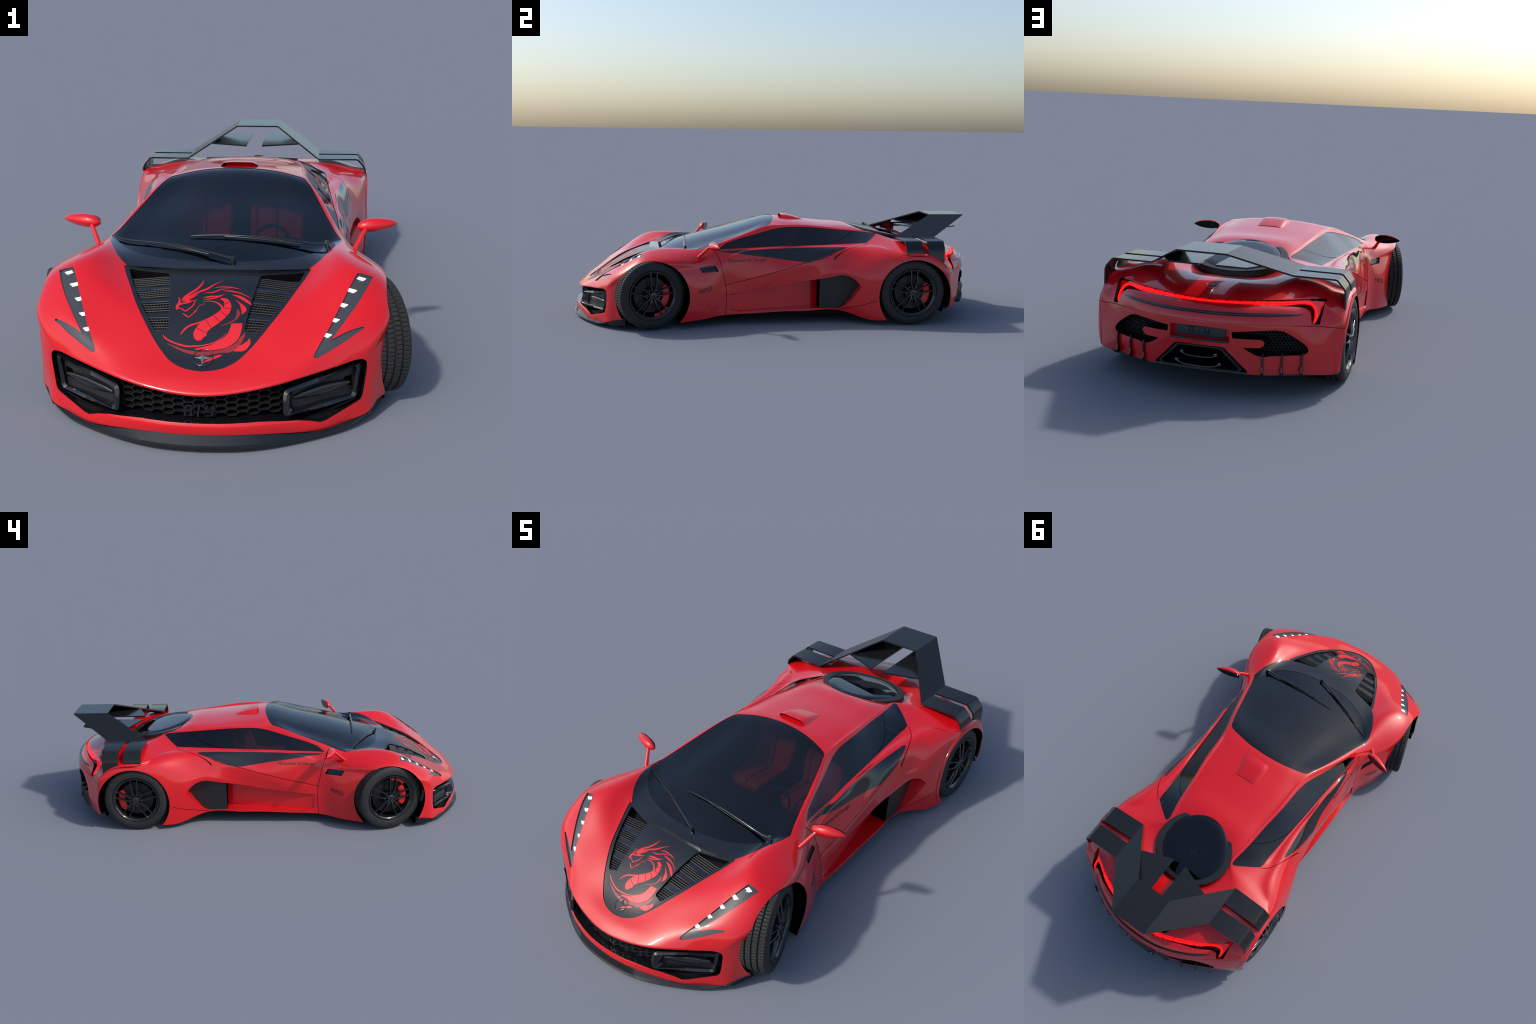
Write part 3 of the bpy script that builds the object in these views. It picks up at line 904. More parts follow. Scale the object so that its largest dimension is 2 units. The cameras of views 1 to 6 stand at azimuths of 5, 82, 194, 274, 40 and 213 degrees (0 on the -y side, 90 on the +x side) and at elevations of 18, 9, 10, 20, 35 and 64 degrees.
def vent_x(y):
    inner = .0955 + (.1235 - .0955) * (y + .816) / (.816 - .632)
    outer = float(np.interp(y, [-.826, -.79, -.735, -.672, -.598], [.127, .151, .183, .212, .239]))
    return inner, outer
def perforated(y0, y1, drop, cols):
    """strip of mesh: thin bars along and across"""
    obs = []
    rows = max(2, int(round((y1 - y0) / .0075)))
    for r in range(rows + 1):
        y = y0 + (y1 - y0) * r / rows
        a, b = vent_x(y)
        p = [on_top(a + (b - a) * k / 6, y, -drop) for k in range(7)]
        obs.append(tube("bar", p, .0013, "mesh", segs=4))
    for c in range(cols + 1):
        p = []
        for r in range(5):
            y = y0 + (y1 - y0) * r / 4
            a, b = vent_x(y)
            p.append(on_top(a + (b - a) * c / cols, y, -drop))
        obs.append(tube("bar", p, .0013, "mesh", segs=4))
    return obs
bars, slats = [], []
for y0, y1, cols in ((-.668, -.636, 13), (-.714, -.686, 11), (-.762, -.732, 9), (-.824, -.782, 7)):
    bars += perforated(y0, y1, .011, cols)
for y0, y1 in ((-.689, -.665), (-.735, -.711), (-.785, -.759)):
    a0, b0 = vent_x(y0); a1, b1 = vent_x(y1)
    P = [on_top(a0, y0, -.010), on_top(b0, y0, -.010), on_top(b1, y1, -.0135), on_top(a1, y1, -.0135)]
    slats.append(slab("slat", P, .002, "panel"))
vm = join(bars, "hood_vent_mesh", stuff=True)
mirrored(vm)["kind"] = "stuff"
for s in slats:
    s.name = "hood_vent_slat"
    mirrored(s, "hood_vent_slat")

# ------------------------------------------------------------------ headlamp elements
for sx in (1, -1):
    for k in range(5):
        t = k / 4
        x, y = .3845 - .088 * t, -.672 - .156 * t
        x -= .004 * math.sin(math.pi * t)
        c = on_top(x, y, -.0062)
        n = skin_normal(c)
        al = V((.088, .156, .10)).normalized()
        al = (al - n * al.dot(n)).normalized()
        ac = al.cross(n)
        if ac.x < 0: ac = -ac
        ac = (ac * .8 + V((.5, -.1, 0))).normalized()
        def P(a, b, h): 
            q = c + ac * a + al * b + n * h
            return V((q.x * sx, q.y, q.z))
        w, hgt = .0130, .0058
        pts = [P(-w, hgt, .0022), P(w, hgt, .0022), P(w * .62, -hgt, .0022), P(-w * .62, -hgt, .0022)]
        nn = V((n.x * sx, n.y, n.z))
        slab("headlamp_led", pts, .0022, "led", normal=nn, bevel=.0008)
        base = [P(-w * .55, -hgt * .9, .0018), P(w * .55, -hgt * .9, .0018), P(w * .4, -hgt * 2.0, .0012), P(-w * .4, -hgt * 2.0, .0012)]
        slab("headlamp_reflector", base, .001, "led_base", normal=nn)

# ------------------------------------------------------------------ front intake: honeycomb, frames, splitter
def mouth_top(x):
    return float(np.interp(abs(x), [0, .06, .12, .177, .23, .28, .33, .365], [.1405, .143, .150, .159, .1665, .171, .1765, .182]))
def mouth_bot(x):
    return float(np.interp(abs(x), [0, .1, .17, .2, .23, .26, .29, .335], [.0735, .0735, .070, .0655, .061, .053, .0425, .055]))
def nose_y(x):
    return float(np.interp(abs(x), [0, .1, .2, .29, .36], [-.974, -.962, -.931, -.885, -.845]))
hexes = []
px_, pz_ = .0255, .0175
hco, hfc = [], []
for col in range(-8, 9):
    x = col * px_
    for row in range(0, 9):
        z = .045 + row * pz_ + (pz_ / 2 if col % 2 else 0)
        if not (mouth_bot(x) + .0125 < z < mouth_top(x) + .004) or abs(x) > .19: continue
        ring = []
        for (r, dep) in ((1.0, .010), (.93, .010), (.93, .034), (1.0, .034)):
            pts = []
            for k in range(6):
                a = math.pi / 3 * k
                hx = x + math.cos(a) * px_ * .66 * r
                hz = z + math.sin(a) * pz_ * .575 * r
                pts.append(V((hx, nose_y(hx) + dep + .10 * (.105 - hz) * 0, hz)))
            ring.append(pts)
        b = len(hco)
        for pts in ring: hco += pts
        for j in range(3):
            for k in range(6):
                hfc.append((b + j * 6 + k, b + j * 6 + (k + 1) % 6, b + (j + 1) * 6 + (k + 1) % 6, b + (j + 1) * 6 + k))
hc = mesh_obj("honeycomb_grille", hco, hfc, "satin_black", angle=20)
hc["kind"] = "stuff"
lettering("grille_lettering", "A14", (-.036, .083), .026, lambda x, z: V((x, nose_y(x) + .007, z)), "gloss_black", weight=.17, pitch=.98)

def loop_frame(name, corners, w, depth_vec, mat, r=.02, parent=None):
    """rounded closed frame of box section around 4 corners"""
    C = [V(c) for c in corners]
    cen = sum(C, V((0, 0, 0))) / len(C)
    path = []
    n = len(C)
    for i in range(n):
        p, a, b = C[i], C[i - 1], C[(i + 1) % n]
        s, e = p + (a - p).normalized() * r, p + (b - p).normalized() * r
        for k in range(6):
            t = k / 5
            path.append(s * (1 - t) ** 2 + p * 2 * t * (1 - t) + e * t * t)
    dv = V(depth_vec)
    rings = []
    for p in path:
        inn = (cen - p)
        inn = (inn - dv * inn.dot(dv) / dv.length_squared).normalized() * w
        q = [p + inn * .15, p, p + dv, p + dv + inn, p + inn, p + inn * .85 - dv * .12, p + inn * .15 - dv * .12]
        rings.append(q)
    return loft(name, rings, mat, closed_ring=True, caps=False, closed_path=True, parent=parent, angle=40)
corners = [(.198, -.934, .1405), (.29, -.879, .1555), (.384, -.830, .1715), (.380, -.829, .125), (.374, -.833, .079), (.29, -.891, .0765), (.199, -.947, .079), (.197, -.942, .11)]
dvec = V((.010, .030, 0))
fr = loop_frame("intake_frame", corners, .012, dvec, "gloss_black", r=.013)
mirrored(fr)
cn = [V(c) + dvec * .75 for c in corners]
rings = [[cn[0].lerp(cn[6], t), cn[1].lerp(cn[5], t), cn[2].lerp(cn[4], t)] for t in (.06, .35, .65, .94)]
pl_ = loft("intake_panel", rings, "satin_black", closed_ring=False, caps=False)
mirrored(pl_)
# horizontal vane in a slot
bi, bo = V((.221, -.905, .111)), V((.357, -.828, .120))
rings = []
for k in range(13):
    t = k / 12
    c = bi.lerp(bo, t) + V((.0, -.003 - .008 * math.sin(math.pi * t), .003 * math.sin(math.pi * t)))
    h = .004 + .008 * math.sin(math.pi * t) ** .7
    rings.append([c + V((.3, -.9, 0)) * (.006 * math.cos(a)) + V((0, 0, 1)) * (h * math.sin(a)) for a in [2 * math.pi * j / 12 for j in range(12)]])
vane = loft("intake_vane", rings, "gloss_black")
mirrored(vane)
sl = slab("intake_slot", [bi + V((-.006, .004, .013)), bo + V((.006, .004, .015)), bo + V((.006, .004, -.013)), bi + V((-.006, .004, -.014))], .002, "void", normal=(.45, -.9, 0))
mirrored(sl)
lo = slab("intake_floor_panel", [(.25, -.905, .055), (.37, -.842, .078), (.385, -.835, .105), (.372, -.828, .078), (.30, -.872, .050)], .002, "satin_black", normal=(.4, -.9, .1))
mirrored(lo)

SPLIT = [(0, -1.000, .014), (.06, -.997, .014), (.12, -.987, .0135), (.18, -.967, .013), (.24, -.939, .013), (.30, -.905, .0135), (.35, -.871, .014), (.40, -.826, .025), (.43, -.785, .038), (.4535, -.742, .054)]
sp = catmull(SPLIT, 4)
rings = []
full = [V((-p.x, p.y, p.z)) for p in sp[:0:-1]] + sp
for i, p in enumerate(full):
    ax = abs(p.x)
    lipz = float(np.interp(ax, [0, .1, .2, .294, .362, .414, .44, .457], [.045, .044, .035, .022, .026, .034, .045, .056]))
    tdir = (full[min(i + 1, len(full) - 1)] - full[max(i - 1, 0)]).normalized()
    nin = V((-tdir.y, tdir.x, 0)).normalized()
    if nin.y < 0 and abs(p.x) < .3: nin = -nin
    if nin.x * p.x > 0 and abs(p.x) >= .3: nin = -nin
    bot = max(.0085, p.z - .005)
    top_in = p + nin * .018
    top_in.z = lipz + .001
    rings.append([p + V((0, 0, .002)), V((p.x, p.y, bot)) + nin * .003, V((p.x, p.y, max(.004, bot))) + nin * .06, p + nin * .055 + V((0, 0, lipz + .004 - p.z)), top_in, p + nin * .006 + V((0, 0, .005))])
loft("front_splitter", rings, "carbon", angle=35)
fl = slab("splitter_end", [(.453, -.752, .056), (.4545, -.735, .054), (.447, -.734, .022), (.415, -.800, .012), (.406, -.823, .026)], .012, "carbon", normal=(1, 0, 0), bevel=.001)
mirrored(fl)

# ------------------------------------------------------------------ under body, wheel wells
def floor_strip(pts, z, t=.012):
    full = [(x, y, z) for x, y in pts] + [(-x, y, z) for x, y in reversed(pts)]
    return slab("floor", full, t, "matt_black", normal=(0, 0, 1))
join([floor_strip([(.18, -.945), (.33, -.86), (.36, -.80), (.27, -.76), (.27, -.455), (.40, -.44), (.366, -.27), (.362, -.05), (.360, .28), (.40, .41), (.42, .455), (.27, .47), (.27, .78)], .056), floor_strip([(.27, .775), (.40, .80), (.40, .815), (.33, .868), (.18, .93)], .105)], "floor_pan")
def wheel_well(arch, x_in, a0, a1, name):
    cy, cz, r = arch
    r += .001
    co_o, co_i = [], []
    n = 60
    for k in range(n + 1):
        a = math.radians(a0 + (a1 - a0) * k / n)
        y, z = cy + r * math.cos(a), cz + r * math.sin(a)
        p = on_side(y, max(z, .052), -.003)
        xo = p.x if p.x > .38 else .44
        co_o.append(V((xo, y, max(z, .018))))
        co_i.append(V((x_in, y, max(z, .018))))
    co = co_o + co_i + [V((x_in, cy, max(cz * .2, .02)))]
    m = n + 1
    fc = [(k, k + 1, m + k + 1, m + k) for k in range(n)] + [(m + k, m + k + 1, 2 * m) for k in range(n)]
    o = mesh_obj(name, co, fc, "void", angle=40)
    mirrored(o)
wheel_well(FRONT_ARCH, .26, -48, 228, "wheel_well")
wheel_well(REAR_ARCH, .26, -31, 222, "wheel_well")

# ------------------------------------------------------------------ wheels
def tyre_mesh(R, W, Rr, dx=0.0):
    """tyre with ribs: circumferential grooves, cross sipes, shoulder and sidewall"""
    h = W / 2
    prof = [(-h * .80, Rr - .002), (-h * .98, Rr + .006), (-h * 1.0, Rr + .018), (-h * .98, R - .018), (-h * .93, R - .008), (-h * .84, R - .002)]
    ts = []
    gro = (-.42, 0.0, .42)
    xs = sorted(set([-.80, -.62, -.48, -.455, -.385, -.36, -.2, -.06, -.03, .03, .06, .2, .36, .385, .455, .48, .62, .80]))
    for q in xs:
        dip = .0055 if any(abs(q - g) < .037 for g in gro) else 0
        ts.append((q * h, R - .0012 * (q * q) - dip))
    prof = prof + ts + [(-a, b) for a, b in reversed(prof)]
    N = 400
    co, fc = [], []
    P = len(prof)
    for k in range(N):
        a = 2 * math.pi * k / N
        for j, (x, r) in enumerate(prof):
            q = x / h
            rr = r
            phase = k + 2 * (int((q + 1.26) / .42) % 2)
            if r > R - .0105 and abs(q) > .04 and phase % 5 == 0:
                rr = r - (.0030 if abs(q) < .9 else .0018)
            co.append((x + dx, rr * math.cos(a), rr * math.sin(a)))
    for k in range(N):
        b, c = k * P, ((k + 1) % N) * P
        for j in range(P - 1):
            fc.append((b + j, c + j, c + j + 1, b + j + 1))
    me = D.meshes.new("tyre")
    me.from_pydata(co, [], fc)
    me.materials.append(M["rubber"])
    smooth(me, 38)
    me.flip_normals()
    return me

def revolve(name, prof, mat, N=96, closed=False):
    co, fc = [], []
    P = len(prof)
    for k in range(N):
        a = 2 * math.pi * k / N
        for x, r in prof:
            co.append((x, r * math.cos(a), r * math.sin(a)))
    for k in range(N):
        b, c = k * P, ((k + 1) % N) * P
        for j in range(P if closed else P - 1):
            fc.append((b + j, c + j, c + (j + 1) % P, b + (j + 1) % P))
    bmm = bmesh.new()
    vs = [bmm.verts.new(p) for p in co]
    for f in fc:
        try: bmm.faces.new([vs[i] for i in f])
        except ValueError: pass
    bmesh.ops.remove_doubles(bmm, verts=bmm.verts, dist=1e-6)
    bmesh.ops.recalc_face_normals(bmm, faces=bmm.faces)
    me = D.meshes.new(name)
    bmm.to_mesh(me)
    bmm.free()
    me.materials.append(M[mat])
    smooth(me, 35)
    return me

def spoke_mesh(face_x, Rr):
    """one forked spoke: two slim bars, parallel outside, bending together at the hub"""
    bmm = bmesh.new()
    for s in (1, -1):
        line = [(.015, .0035, -.001), (.030, .0080, .004), (.047, .0138, .003), (.075, .0146, .0), (Rr - .002, .0160, -.004)]
        wid = [.0090, .0092, .0070, .0060, .0066]
        rings = []
        for i, (r, off, dx) in enumerate(line):
            q, p = line[max(i - 1, 0)], line[min(i + 1, len(line) - 1)]
            t = V((0, p[0] - q[0], (p[1] - q[1]) * s)).normalized()
            side = V((0, -t.z, t.y))
            c = V((face_x + dx, r, off * s))
            w = wid[i] * .5
            dep = .018 if i < 3 else .016
            rings.append([c + side * w * .55, c + side * w - V((.003, 0, 0)), c + side * w - V((dep, 0, 0)), c - side * w - V((dep, 0, 0)), c - side * w - V((.003, 0, 0)), c - side * w * .55])
        vs = [[bmm.verts.new(p) for p in rg] for rg in rings]
        for a, b in zip(vs, vs[1:]):
            for k in range(6):
                bmm.faces.new((a[k], a[(k + 1) % 6], b[(k + 1) % 6], b[k]))
        bmm.faces.new(vs[0][::-1]); bmm.faces.new(vs[-1])
    bmesh.ops.recalc_face_normals(bmm, faces=bmm.faces)
    me = D.meshes.new("spoke")
    bmm.to_mesh(me)
    bmm.free()
    me.materials.append(M["rim"])
    smooth(me, 30)
    return me

def make_wheel_set(W, face, WR, shield, dx=0.0):
    Rr = .1135
    d = {}
    d["tyre"] = tyre_mesh(WR, W, Rr, dx)
    h = W / 2
    d["rim"] = revolve("rim", [(x + dx, q) for x, q in [(h * .86, Rr - .001), (h * .96, Rr), (h * .96, Rr - .004), (h * .86, Rr - .0065), (h * .80, Rr - .012), (h * .35, Rr - .016), (-h * .3, Rr - .018), (-h * .85, Rr - .010), (-h * .9, Rr)]], "rim")
    d["spoke"] = spoke_mesh(face, Rr - .004)
    d["hub_cap"] = revolve("hub_cap", [(face + .003, 0), (face + .003, .012), (face + .001, .0165), (face - .004, .018), (face - .02, .019)], "rim", N=40)
    d["wheel_hub"] = revolve("wheel_hub", [(face - .016, .0), (face - .016, .036), (face - .03, .040), (face - .05, .040), (face - .05, 0)], "steel", N=48)
    d["brake_shield"] = revolve("brake_shield", [(face - shield, 0), (face - shield, .096), (face - shield - .006, .096)], "void")
    d["brake_disc"] = revolve("brake_disc", [(face - .035, .030), (face - .035, .082), (face - .043, .082), (face - .043, .030)], "steel", closed=True)
    return d
SETS = {"front": make_wheel_set(.104, .040, .1575, .070, -.009), "rear": make_wheel_set(.106, .050, .1555, .040)}
FACE = {"front": .040, "rear": .050}

def arc_block(name, r0, r1, a0, a1, x0, x1, mat, parent, n=14, bev=0.0):
    rings = []
    for k in range(n + 1):
        a = math.radians(a0 + (a1 - a0) * k / n)
        cy, cz = math.cos(a), math.sin(a)
        e = .0 if 0 < k < n else .006
        rings.append([V((x0, (r0 + e) * cy, (r0 + e) * cz)), V((x1 - .003, (r0 + e) * cy, (r0 + e) * cz)), V((x1, (r0 + .006) * cy, (r0 + .006) * cz)), V((x1, (r1 - .006) * cy, (r1 - .006) * cz)), V((x1 - .003, (r1 - e) * cy, (r1 - e) * cz)), V((x0, (r1 - e) * cy, (r1 - e) * cz))])
    return loft(name, rings, mat, parent=parent, angle=35)

def text_mesh(word, size, shear=0.0):
    cu = D.curves.new("text", "FONT")
    cu.body = word
    cu.size = size
    cu.shear = shear
    cu.align_x = "CENTER"
    cu.align_y = "CENTER"
    cu.resolution_u = 4
    ob = D.objects.new("text", cu)
    bpy.context.collection.objects.link(ob)
    me = D.meshes.new_from_object(ob.evaluated_get(bpy.context.evaluated_depsgraph_get()))
    D.objects.remove(ob)
    D.curves.remove(cu)
    return me

def wheel(kind, loc, steer, side, caliper_deg, spin, badge=None):
    """local +x is outward; side = 1 for the +x side"""
    g = group("wheel")
    S = SETS[kind]
    flip = 0 if side == 1 else math.pi
    g.matrix_basis = Matrix.Translation(V(loc)) @ Matrix.Rotation(steer + flip, 4, "Z")
    def put(n, ang=0.0):
        o = D.objects.new(n, S[n])
        link(o, g)
        o.matrix_basis = Matrix.Rotation(ang, 4, "X")
        return o
    put("tyre", spin); put("rim"); put("hub_cap"); put("wheel_hub"); put("brake_disc"); put("brake_shield")
    for k in range(5):
        put("spoke", math.radians(spin + 72 * k))
        a = math.radians(spin + 36 + 72 * k)
        o = arc_lug.copy() if k or True else None
        link(o, g)
        o.matrix_basis = Matrix.Translation(V((FACE[kind] - .012, .030 * math.cos(a), .030 * math.sin(a))))
    f = FACE[kind]
    arc_block("brake_caliper", .056, .088, caliper_deg - 38, caliper_deg + 38, f - .058, f - .019, "caliper", g)
    emblem("hub_emblem", (f + .003, 0, 0), (1, 0, 0), (0, 0, 1), .011, "rim", ring_r=.0006, raise_=.0006, parent=g)
    if badge is not None:
        arc = []
        rings = []
        for k in range(13):
            a = math.radians(badge - 22 + 44 * k / 12)
            rings.append([V((f - .012, .088 * math.cos(a), .088 * math.sin(a))), V((f - .012, .100 * math.cos(a), .100 * math.sin(a))), V((f - .015, .100 * math.cos(a), .100 * math.sin(a))), V((f - .015, .088 * math.cos(a), .088 * math.sin(a)))])
        bd = loft("rim_badge", rings, "caliper", parent=g)
        bd.name = "rim_badge"
        word = "PIRELLI"
        for k, ch in enumerate(word):
            a = math.radians(badge - 15 + 5 * k)
            tm = text_mesh(ch, .0095)
            # upright along the arc, read from outside
            for v in tm.vertices:
                rr = .094 + v.co.y
                aa = a + v.co.x / .094
                v.co = V((f - .0115, rr * math.cos(aa), rr * math.sin(aa)))
            tm.materials.clear(); tm.materials.append(M["letter"])
            link(D.objects.new("badge_letter", tm), g)
    return g
_lug = revolve("lug_nut", [(.006, 0), (.006, .0035), (.004, .0046), (-.01, .0046)], "chrome", N=6)
arc_lug = D.objects.new("lug_nut", _lug)
STEER = math.radians(19.5)
# caliper/badge angles are in the wheel's own plane: 0 = local +y, 90 = up
wheel("front", (.427, -.619, .1615), STEER + .02, 1, -4, 15, badge=-62)
wheel("front", (-.427, -.600, .1615), STEER, -1, 4, 11, badge=65)
wheel("rear", (.403, .629, .1565), 0, 1, -4, 15)
wheel("rear", (-.403, .629, .1565), 0, -1, 184, 20)
D.objects.remove(arc_lug)

# ------------------------------------------------------------------ rear wing
def wing_mesh():
    zt = .404
    # columns: (front y, slot front, slot rear, rear y, x, z list per row)
    cols = [
        (0.0, [.816, .895, .918, .995], [.4985] * 4),
        (.087, [.816, .895, .918, .995], [.4985] * 4),
        (.264, [.583, .670, .696, .782], [zt] * 4),
        (.412, [.588, .672, .698, .781], [zt] * 4),
        (.422, [.588, .672, .698, .780], [.401] * 4),
        (.446, [.589, .673, .699, .779], [.374] * 4),
        (.4525, [.589, .673, .700, .778], [.358] * 4),
        (.4535, [.590, .673, .701, .778], [.346, .343, .332, .281]),
    ]
    b = bmesh.new()
    grid = {}
    for sx in (1, -1):
        for c, (x, ys, zs) in enumerate(cols):
            for r in range(4):
                key = (sx if x > 0 else 1, c, r)
                if key not in grid:
                    grid[key] = b.verts.new((x * sx, ys[r], zs[r]))
        for c in range(len(cols) - 1):
            for r in range(3):
                if r == 1 and c >= 2: continue
                k = lambda cc, rr: grid[(sx if cols[cc][0] > 0 else 1, cc, rr)]
                f = [k(c, r), k(c + 1, r), k(c + 1, r + 1), k(c, r + 1)]
                b.faces.new(f if sx == 1 else f[::-1])
    b.normal_update()
    geom = list(b.faces)
    bmesh.ops.solidify(b, geom=geom, thickness=.006)
    return b
wing = bm_obj("rear_wing", wing_mesh(), "carbon", angle=22)
WLT = [(.031, .643, .446), (.178, .695, .446), (.183, .862, .446), (.140, .935, .446), (.030, .934, .446)]
wl = slab("wing_blade", WLT, .006, "carbon", normal=(0, 0, 1), parent=wing)
mirrored(wl, parent=wing)

# ------------------------------------------------------------------ engine cover
def cover_z(y): return .4475 - .214 * (y - .388)
egg = []
for k in range(72):
    a = 2 * math.pi * k / 72
    x = .149 * math.sin(a)
    y = .533 - .147 * math.cos(a)
    x *= 1 - .05 * math.cos(a)
    egg.append((x, y))
rings = []
for s in (0.0001, .25, .5, .75, .93, 1.0):
    rings.append([V((x * s, .533 + (y - .533) * s, cover_z(.533 + (y - .533) * s) + .002 * (1 - s * s) + (.0 if s < .99 else -.004))) for x, y in egg])
loft("engine_cover_glass", rings, "rear_glass", caps=False, angle=50)
rings = [[V((x * s * .97, .533 + (y - .533) * s * .97, .4465 - .37 * (.533 + (y - .533) * s - .39) - .001)) for x, y in egg] for s in (0.0001, .5, 1.0)]
loft("engine_cover_panel", rings, "gloss_black", caps=False, angle=50)
rings = [[V((x * .985, .533 + (y - .533) * .985, on_top(x * .99, .533 + (y - .533) * .99).z + .001)) for x, y in egg], [V((x * .97, .533 + (y - .533) * .97, .33)) for x, y in egg]]
loft("engine_bay_wall", rings, "matt_black", caps=False)
emblem("cover_emblem", (0, .556, .385), (0, .37, 1), (-.15, -1, .3), .041, "emblem_grey", ring_r=.0016, raise_=.0008)
# raised surround, open towards the roof
ring_in, ring_out = [], []
rings = []
for k in range(61):
    a = math.radians(47 + (313 - 47) * k / 60)
    sn, cs = math.sin(a), math.cos(a)
    xi, yi = .1495 * sn * (1 - .05 * cs), .533 - .1475 * cs
    xo, yo = .181 * sn * (1 - .03 * cs), .540 - .160 * cs
    zt_ = .4385 - .205 * (yo - .42)
    ti = .4385 - .205 * (yi - .42)
    skin_o = on_top(xo, yo).z
    if yo < .47:
        zt_ = max(zt_, skin_o + .003)
        ti = max(ti, on_top(xi, yi).z + .003)
    rings.append([V((xo, yo, min(skin_o, zt_) - .004)), V((xo, yo, zt_ - .002)), V((xo * .992, .54 + (yo - .54) * .992, zt_)), V((xi * 1.01, yi, ti)), V((xi, yi, ti - .002)), V((xi, yi, cover_z(yi) - .004))])
loft("engine_cover_surround", rings, "satin_black", caps=True, angle=35)

# ------------------------------------------------------------------ roof scoop
def roof(x, y): return on_top(x, y).z
rings = []
for y, hw, zz in ((.040, .066, .4960), (.055, .0655, .4962), (.070, .065, .4950), (.085, .064, .4920), (.100, .0625, .4882), (.115, .061, .4842), (.130, .0595, .4800), (.142, .058, .4765), (.150, .057, .4735)):
    ring_ = []
    for k in range(21):
        u = -1 + 2 * k / 20
        x = hw * math.copysign(abs(u) ** .85, u)
        edge = 1 - abs(u) ** 7
        z = (zz - .9 * x * x) * edge + (roof(x, y) - .003) * (1 - edge)
        ring_.append(V((x, y + .004 * u * u, max(z, roof(x, y) - .003))))
    rings.append(ring_)
sc = loft("roof_scoop", rings, "paint", closed_ring=False, caps=False, angle=60)
bk = slab("roof_scoop_throat", [(-.05, .060, .470), (.05, .060, .470), (.05, .085, .486), (-.05, .085, .486)], .001, "paint")

# ------------------------------------------------------------------ door mirrors
def mirror():
    g = group("door_mirror")
    inner, tip = V((.384, -.333, .3815)), V((.505, -.300, .3855))
    ax = (tip - inner)
    fw = V((ax.y, -ax.x, 0)).normalized()          # forward
    if fw.y > 0: fw = -fw
    rings = []
    prof = [(0, .003, .003), (.03, .009, .010), (.09, .0145, .016), (.2, .0190, .021), (.35, .0208, .0235), (.5, .0200, .0225), (.65, .0175, .019), (.8, .0132, .014), (.92, .0075, .008), (1.0, .0008, .001)]
    for t, h, dpt in prof:
        c = inner.lerp(tip, t) + V((0, 0, .0015 * math.sin(math.pi * t)))
        rg = []
        for k in range(20):
            a = 2 * math.pi * k / 20
            cc, ss = math.cos(a), math.sin(a)
            f_ = dpt * cc if cc > 0 else max(dpt * .42 * cc, -.007)
            rg.append(c + fw * f_ + V((0, 0, 1)) * (h * ss) + fw * .004)
        rings.append(rg)
    h = loft("mirror_housing", rings, "paint", parent=g, angle=50)
    pts_t, pts_b = [], []
    for t, hh, dpt in prof[1:]:
        c = inner.lerp(tip, t) - fw * min(dpt * .42, .007) + fw * .0025
        pts_t.append(c + V((0, 0, hh * .86)))
        pts_b.append(c - V((0, 0, hh * .86)))
    gl = slab("mirror_glass", pts_t + pts_b[::-1], .0015, "mirror_glass", normal=fw, parent=g)
    st = tube("mirror_stalk", catmull([(.374, -.399, .322), (.388, -.378, .343), (.402, -.356, .366), (.411, -.343, .378)], 4), [.0088, .0085, .0082, .0080, .0077, .0074, .0072, .0070, .0068, .0066, .0065, .0064, .0064], "paint", segs=16, parent=g)
    return g
mg = mirror()
mg2 = group("door_mirror")
for ch in list(mg.children):
    mirrored(ch, ch.name.split(".")[0], mg2)

# ------------------------------------------------------------------ wipers
def wiper(pivot, tip, name="windshield_wiper"):
    g = group(name)
    pv, tp = V(pivot), V(tip)
    def at(t, lift):
        p = pv.lerp(tp, t)
        q = on_top(p.x, p.y, lift)
        return q
    arm = [at(t, .012 - .004 * t) for t in (0, .08, .2, .35, .5, .6)]
    tube("wiper_arm", arm, [.0048, .0046, .004, .0032, .0024, .002], "gloss_black", segs=8, parent=g, flat=.6)
    blade = [at(t, .004 + .003 * math.sin(math.pi * min(1, max(0, (t - .25) / .75)))) for t in [.25 + .75 * k / 12 for k in range(13)]]
    tube("wiper_blade", blade, [.0012] + [.0020] * 11 + [.0009], "satin_black", segs=6, parent=g)
    ab = [at(t, .0035) + V((0, -.007 * math.sin(math.pi * (t - .2) / .55), .0)) for t in [.2 + .55 * k / 8 for k in range(9)]]
    tube("wiper_bridge", ab, .0018, "gloss_black", segs=6, parent=g)
    c = on_top(pv.x, pv.y, .004)
    b = revolve("wiper_pivot", [(.014, 0), (.014, .006), (.012, .0072), (-.006, .0072)], "gloss_black", N=20)
    o = D.objects.new("wiper_pivot", b)
    link(o, g)
    o.matrix_basis = Matrix.Translation(c) @ V((1, 0, 0)).rotation_difference(skin_normal(c)).to_matrix().to_4x4()
wiper((.299, -.454, 0), (-.093, -.446, 0))
wiper((.043, -.572, 0), (-.316, -.418, 0))

